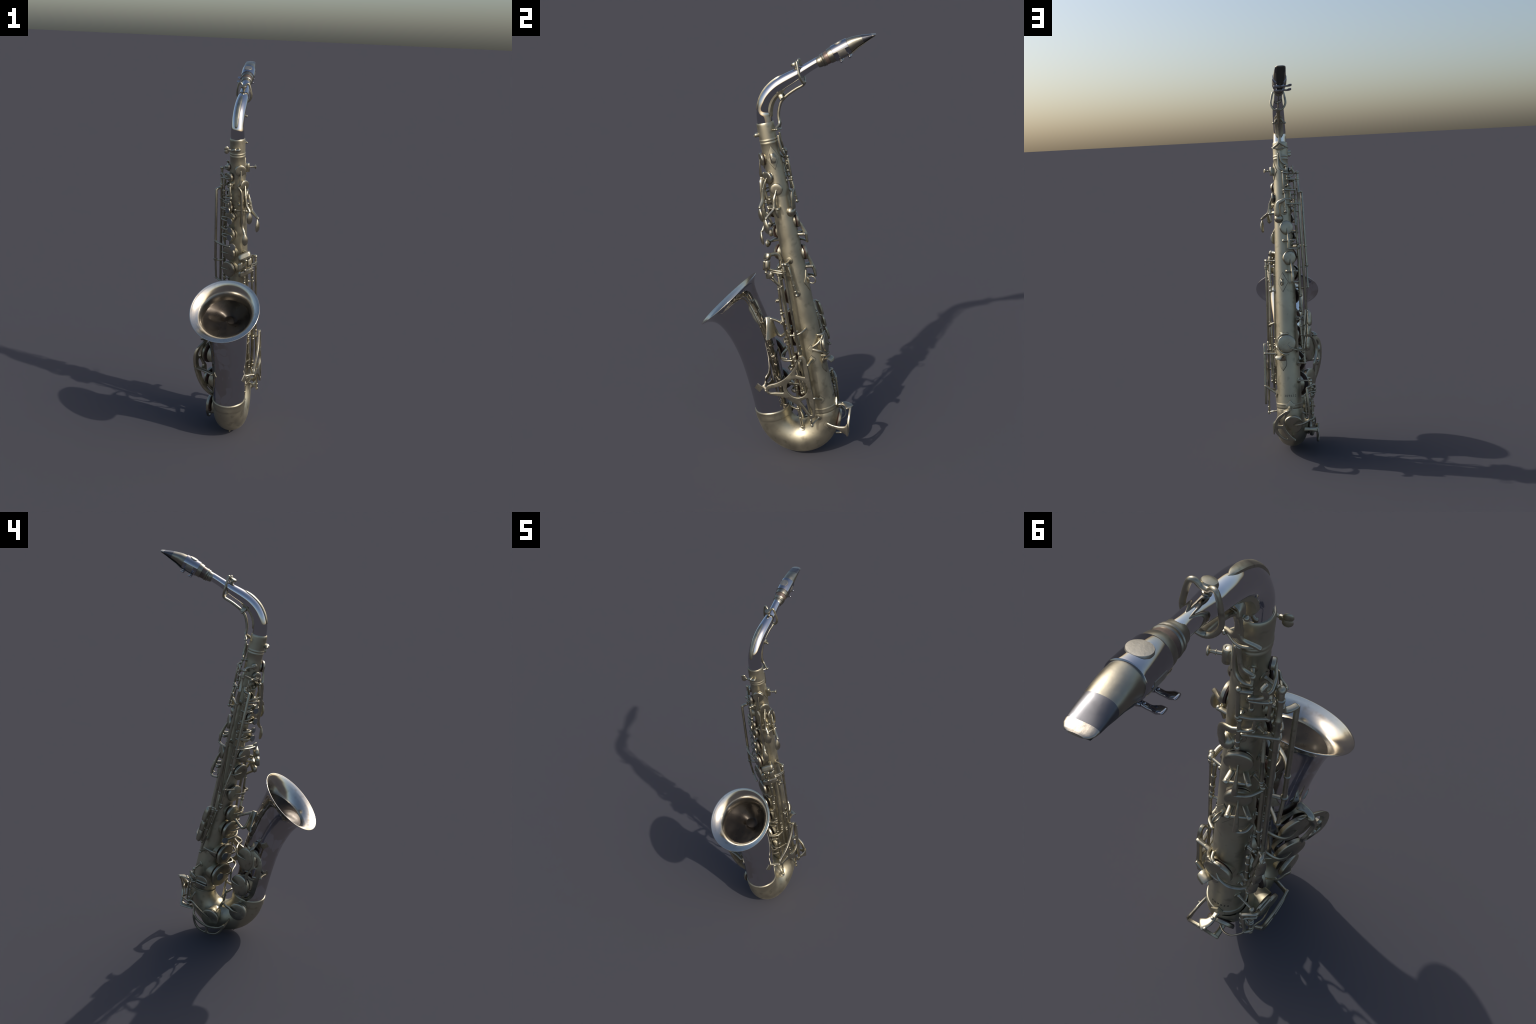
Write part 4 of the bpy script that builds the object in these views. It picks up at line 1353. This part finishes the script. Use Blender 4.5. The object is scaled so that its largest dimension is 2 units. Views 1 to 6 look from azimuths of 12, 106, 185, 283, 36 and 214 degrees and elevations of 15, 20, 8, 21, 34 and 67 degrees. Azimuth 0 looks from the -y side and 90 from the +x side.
bg = solid_outline("bell_guard", BG, [S1, S2, S3, S4], 0.0040, 0.0024, KEYS, bell_guard_place)
bm = bmesh.new()
bar(bm, [V((-0.100, -0.117, 0.592)), V((-0.125, -0.118, 0.590)), V((-0.146, -0.112, 0.582)), V((-0.150, -0.104, 0.572))], [0.013, 0.009, 0.010, 0.012], 0.005, UP, m=4)
lathe(bm, [(0.0065, 0.0), (0.0062, 0.006), (0, 0.007)], V((-0.118, -0.118, 0.592)), V((-0.2, -0.2, 1)), 14)
bar(bm, [V((-0.075, -0.168, 0.408)), V((-0.110, -0.160, 0.416)), V((-0.150, -0.152, 0.424)), V((-0.169, -0.150, 0.432))], [0.009, 0.009, 0.014, 0.024], 0.0045, UP, m=4)
bar(bm, [V((-0.096, -0.050, 0.232)), V((-0.085, -0.048, 0.232)), V((-0.070, -0.048, 0.230))], 0.007, 0.004, UP, m=3)
finish(bm, "bell_guard_stay", KEYS, bg)
bell_plate(0.640, -80, 0.022, 0.022)
bell_plate(0.466, -42, 0.022, 0.016)

# ------------------------------------------------------------------ bow: two low cups with their guards
# left cup
c = V((-0.132, 0.107, 0.124))
k = key(c, V((-1, 0.15, -0.04)), 0.0500, arm=[c + V((-0.002, 0, 0)), V((-0.142, 0.140, 0.155)), V((-0.146, 0.172, 0.186)), V((-0.140, 0.200, 0.212)), V((-0.138, 0.214, 0.216))], cup=0.013, gap=0.008, chim_to=V((-0.060, 0.107, 0.124)), name="low_key_cup", tone=0.84, arm_w=0.006)


def left_guard_place(y, z, d):
    return V((-0.1525 - d, y, z))


LG = [(0.1905, 0.1440), (0.1915, 0.1250), (0.1840, 0.0920), (0.1675, 0.0655), (0.1450, 0.0520), (0.1188, 0.0445), (0.0938, 0.0410), (0.0670, 0.0440), (0.0410, 0.0600), (0.0200, 0.0930), (0.0165, 0.1080),
      (0.0245, 0.1115), (0.0500, 0.0940), (0.0839, 0.0885), (0.1138, 0.0922), (0.1425, 0.1055), (0.1665, 0.1220), (0.1825, 0.1460)]
LS1 = [(0.1780, 0.1180), (0.1790, 0.1060), (0.1680, 0.0830), (0.1520, 0.0660), (0.1230, 0.0560), (0.1215, 0.0830), (0.1430, 0.0920), (0.1640, 0.1060)]
LS2 = [(0.1060, 0.0800), (0.1060, 0.0530), (0.0850, 0.0510), (0.0650, 0.0550), (0.0450, 0.0720), (0.0360, 0.0880), (0.0520, 0.0830), (0.0820, 0.0785)]
solid_outline("low_key_guard", LG, [LS1, LS2], 0.0030, 0.0020, KEYS, left_guard_place)
bm = bmesh.new()
gh = V((0, 1, 0.3))
bar(bm, [V((-0.153, 0.187, 0.134)), V((-0.135, 0.194, 0.138)), V((-0.112, 0.200, 0.142)), V((-0.088, 0.206, 0.146))], [0.0125, 0.009, 0.008, 0.010], 0.0042, gh, m=4)
bar(bm, [V((-0.153, 0.026, 0.096)), V((-0.130, 0.020, 0.098)), V((-0.105, 0.014, 0.104)), V((-0.084, 0.010, 0.108))], [0.014, 0.010, 0.009, 0.014], 0.0042, gh, m=4)
finish(bm, "guard_stay", KEYS)
# back cup
bc = fa(0.1285, 0.250)
nb_ = (V((-0.030, 0.248, 0.190)) - V((-0.0128, bc.y, bc.z))).normalized()
c = V((-0.034, 0.2585, 0.1885))
nb_ = V((-0.14, 0.97, -0.16)).normalized()
k = key(c, nb_, 0.0500, arm=[c + nb_ * 0.002, V((-0.060, 0.275, 0.193)), V((-0.088, 0.274, 0.200)), V((-0.115, 0.252, 0.207)), V((-0.122, 0.234, 0.210))], cup=0.012, gap=0.006, chim_to=c - nb_ * 0.05, name="low_key_cup", tone=0.84, arm_w=0.006)
shield("guard_foot", 0.280, -172, 0.029, 0.024, thick=0.010)
shield("guard_foot", 0.203, 107, 0.019, 0.019)
bm = bmesh.new()


def back_guard_place(x, z, d):
    return V((x, 0.2873 + 0.0595 * x + 0.0903 * z + d, z))


CG = [(-0.0240, 0.2860), (-0.0172, 0.2890), (0.0131, 0.2730), (0.0420, 0.2490), (0.0590, 0.2119), (0.0590, 0.1779), (0.0440, 0.1500), (0.0170, 0.1280), (-0.0150, 0.1190), (-0.0400, 0.1215), (-0.0420, 0.1270), (-0.0240, 0.1450), (-0.0075, 0.1680), (0.0030, 0.1900), (0.0060, 0.2108), (0.0030, 0.2340), (-0.0075, 0.2585), (-0.0230, 0.2770)]
C1 = [(0.0031, 0.2614), (0.0201, 0.2480), (0.0340, 0.2297), (0.0420, 0.2115), (0.0341, 0.2067), (0.0162, 0.2079), (0.0114, 0.2324)]
C2 = [(0.0420, 0.1868), (0.0232, 0.1880), (0.0124, 0.1677), (-0.0052, 0.1348), (0.0082, 0.1336), (0.0270, 0.1490), (0.0390, 0.1690)]
cg = solid_outline("low_key_guard", CG, [C1, C2], 0.0030, 0.0020, KEYS, back_guard_place)
bm = bmesh.new()
bar(bm, [V((-0.022, 0.246, 0.280)), V((-0.022, 0.258, 0.281)), V((-0.022, 0.272, 0.284)), V((-0.016, 0.292, 0.284)), V((0.000, 0.309, 0.279))], [0.011, 0.008, 0.010, 0.014, 0.019], 0.0046, V((0.3, 0, 1)), m=4)
lathe(bm, [(0.0062, 0.0), (0.006, 0.0065), (0.0045, 0.0078), (0, 0.0078)], V((-0.022, 0.272, 0.286)), V((0.25, 0, 1)), 16)
bar(bm, [tp(0.203, 107, 0.066), V((0.057, 0.236, 0.200)), V((0.062, 0.268, 0.196)), V((0.064, 0.295, 0.192)), V((0.063, 0.308, 0.192))], [0.010, 0.0075, 0.009, 0.018, 0.030], 0.0042, V((1, -0.1, 0)), m=4)
lathe(bm, [(0.0055, 0.0), (0.0052, 0.006), (0, 0.0068)], V((0.062, 0.240, 0.200)), V((1, 0, 0)), 14)
bar(bm, [V((-0.036, 0.296, 0.126)), V((-0.036, 0.280, 0.120)), V((-0.034, 0.258, 0.114)), V((-0.030, 0.236, 0.112))], [0.012, 0.010, 0.009, 0.012], 0.0042, V((0.6, 0, -0.8)), m=4)
finish(bm, "guard_stay", KEYS, cg)

# hinge and rods of the low keys (left rear)
bm = bmesh.new()
hinge(bm, V((-0.131, 0.198, 0.400)), V((-0.136, 0.224, 0.200)), 0.0062, [(0.2, 1.4), (0.33, 1.2), (0.5, 1.4), (0.6, 1.5), (0.82, 1.3), (0.95, 1.4)])
sweep(bm, [V((-0.111, 0.222, 0.372)), V((-0.116, 0.230, 0.290)), V((-0.121, 0.236, 0.208))], 0.0062, 0.0048, V((0, 1, 0)), sides=10, power=3)
hinge(bm, V((-0.100, 0.216, 0.330)), V((-0.104, 0.230, 0.220)), 0.0050, [(0.3, 1.4), (0.7, 1.4)])
bar(bm, [V((-0.111, 0.222, 0.374)), V((-0.128, 0.212, 0.382)), V((-0.147, 0.200, 0.384)), V((-0.150, 0.184, 0.368))], 0.0055, 0.0045, UP, m=4)
bar(bm, [V((-0.115, 0.226, 0.345)), V((-0.130, 0.214, 0.350)), V((-0.148, 0.200, 0.346))], 0.005, 0.004, UP, m=4)
bar(bm, [V((-0.118, 0.240, 0.208)), V((-0.130, 0.232, 0.210)), V((-0.140, 0.218, 0.216))], 0.006, 0.004, UP, m=4)
finish(bm, "low_key_rod", KEYS)
post(0.405, -110, 0.126, ball_r=0.0085, foot=0.015, foot_phi=-118)
post(0.215, -104, 0.128, ball_r=0.0080, foot=0.014, foot_phi=-108, foot_s=0.240)
# little-finger plate left of the tube: a disc split by two rollers
dc = V((-0.1435, 0.156, 0.338))
dn = V((-1, 0.12, -0.05)).normalized()
bm = bmesh.new()
lathe(bm, [(0, 0.004), (0.030, 0.0035), (0.0365, 0.002), (0.0385, -0.001), (0.0375, -0.005), (0, -0.006)], dc, dn, 40)
plate = finish(bm, "pinky_plate", KEYS)
du = (V((0, -1, -0.22)) - dn * V((0, -1, -0.22)).dot(dn)).normalized()
dv = dn.cross(du)
bm = bmesh.new()
for o in (-0.007, 0.008):
    a = dc + dv * o + dn * 0.0045
    hinge(bm, a - du * 0.022, a + du * 0.030, 0.0048, ends=False)
finish(bm, "pinky_roller", KEYS, plate)
bm = bmesh.new()
bar(bm, [dc + dv * 0.0005 + dn * 0.003 - du * 0.020, dc + dv * 0.0005 + dn * 0.003 + du * 0.036], 0.0026, 0.0020, dn, m=3)
finish(bm, "roller_gap", DARK, plate)
bm = bmesh.new()
bar(bm, [dc - du * 0.034 - dn * 0.002, V((-0.144, 0.193, 0.360)), V((-0.139, 0.204, 0.372)), V((-0.130, 0.208, 0.375))], [0.010, 0.008, 0.006, 0.005], 0.0045, dn, m=4)
bar(bm, [dc - du * 0.030 - dv * 0.012 - dn * 0.002, V((-0.146, 0.195, 0.335)), V((-0.138, 0.207, 0.330)), V((-0.130, 0.210, 0.328))], [0.009, 0.007, 0.006, 0.005], 0.0045, dn, m=4)
finish(bm, "plate_lever", KEYS, plate)
bm = bmesh.new()
bar(bm, [tp(0.520, -100, 0.088), tp(0.516, -90, 0.084), tp(0.506, -74, 0.084), tp(0.496, -60, 0.084), tp(0.492, -52, 0.083)], [0.005, 0.0055, 0.011, 0.013, 0.007], [0.004, 0.004, 0.006, 0.006, 0.004], m=5)
finish(bm, "spatula_key", KEYS)
# diamond foot with a ridged lug under the bow: the lowest point of the instrument
bm = bmesh.new()
cb = fa(BOW_R, BOW_A)
tip = V((-0.0138, 0.0, 0.0005))
dl = (tip - V((-0.0138, cb.y, cb.z))).normalized()
along = SX.cross(dl).normalized()
rows = []
for k, lift in ((1.0, -0.0035), (0.92, 0.0015), (0.35, 0.004), (0.16, 0.012), (0.10, 0.0185), (0.04, 0.0205)):
    row = []
    for i in range(40):
        sd, fq = divmod(i, 10)
        cs = [(1, 0), (0, 1), (-1, 0), (0, -1)]
        p, q = cs[sd], cs[(sd + 1) % 4]
        u, v = p[0] + (q[0] - p[0]) * fq / 10, p[1] + (q[1] - p[1]) * fq / 10
        u, v = u * k * 0.030, v * k * (0.018 if k > 0.3 else 0.032)
        # follow the torus: bend along the bow and across it
        au = u / 0.208
        av = v / 0.078
        d0 = dl * math.cos(au) + along * math.sin(au)
        ctr = V((-0.0138, cb.y, cb.z)) + d0 * 0.1300
        d1 = d0 * math.cos(av) + SX * math.sin(av)
        row.append(bm.verts.new(ctr + d1 * (0.0795 + lift)))
    rows.append(row)
for A, B in zip(rows, rows[1:]):
    bridge(bm, A, B)
bm.faces.new(rows[-1])
low = min(v.co.z for v in bm.verts)
for v in bm.verts:
    pass
finish(bm, "bow_foot", SATIN, angle=30)
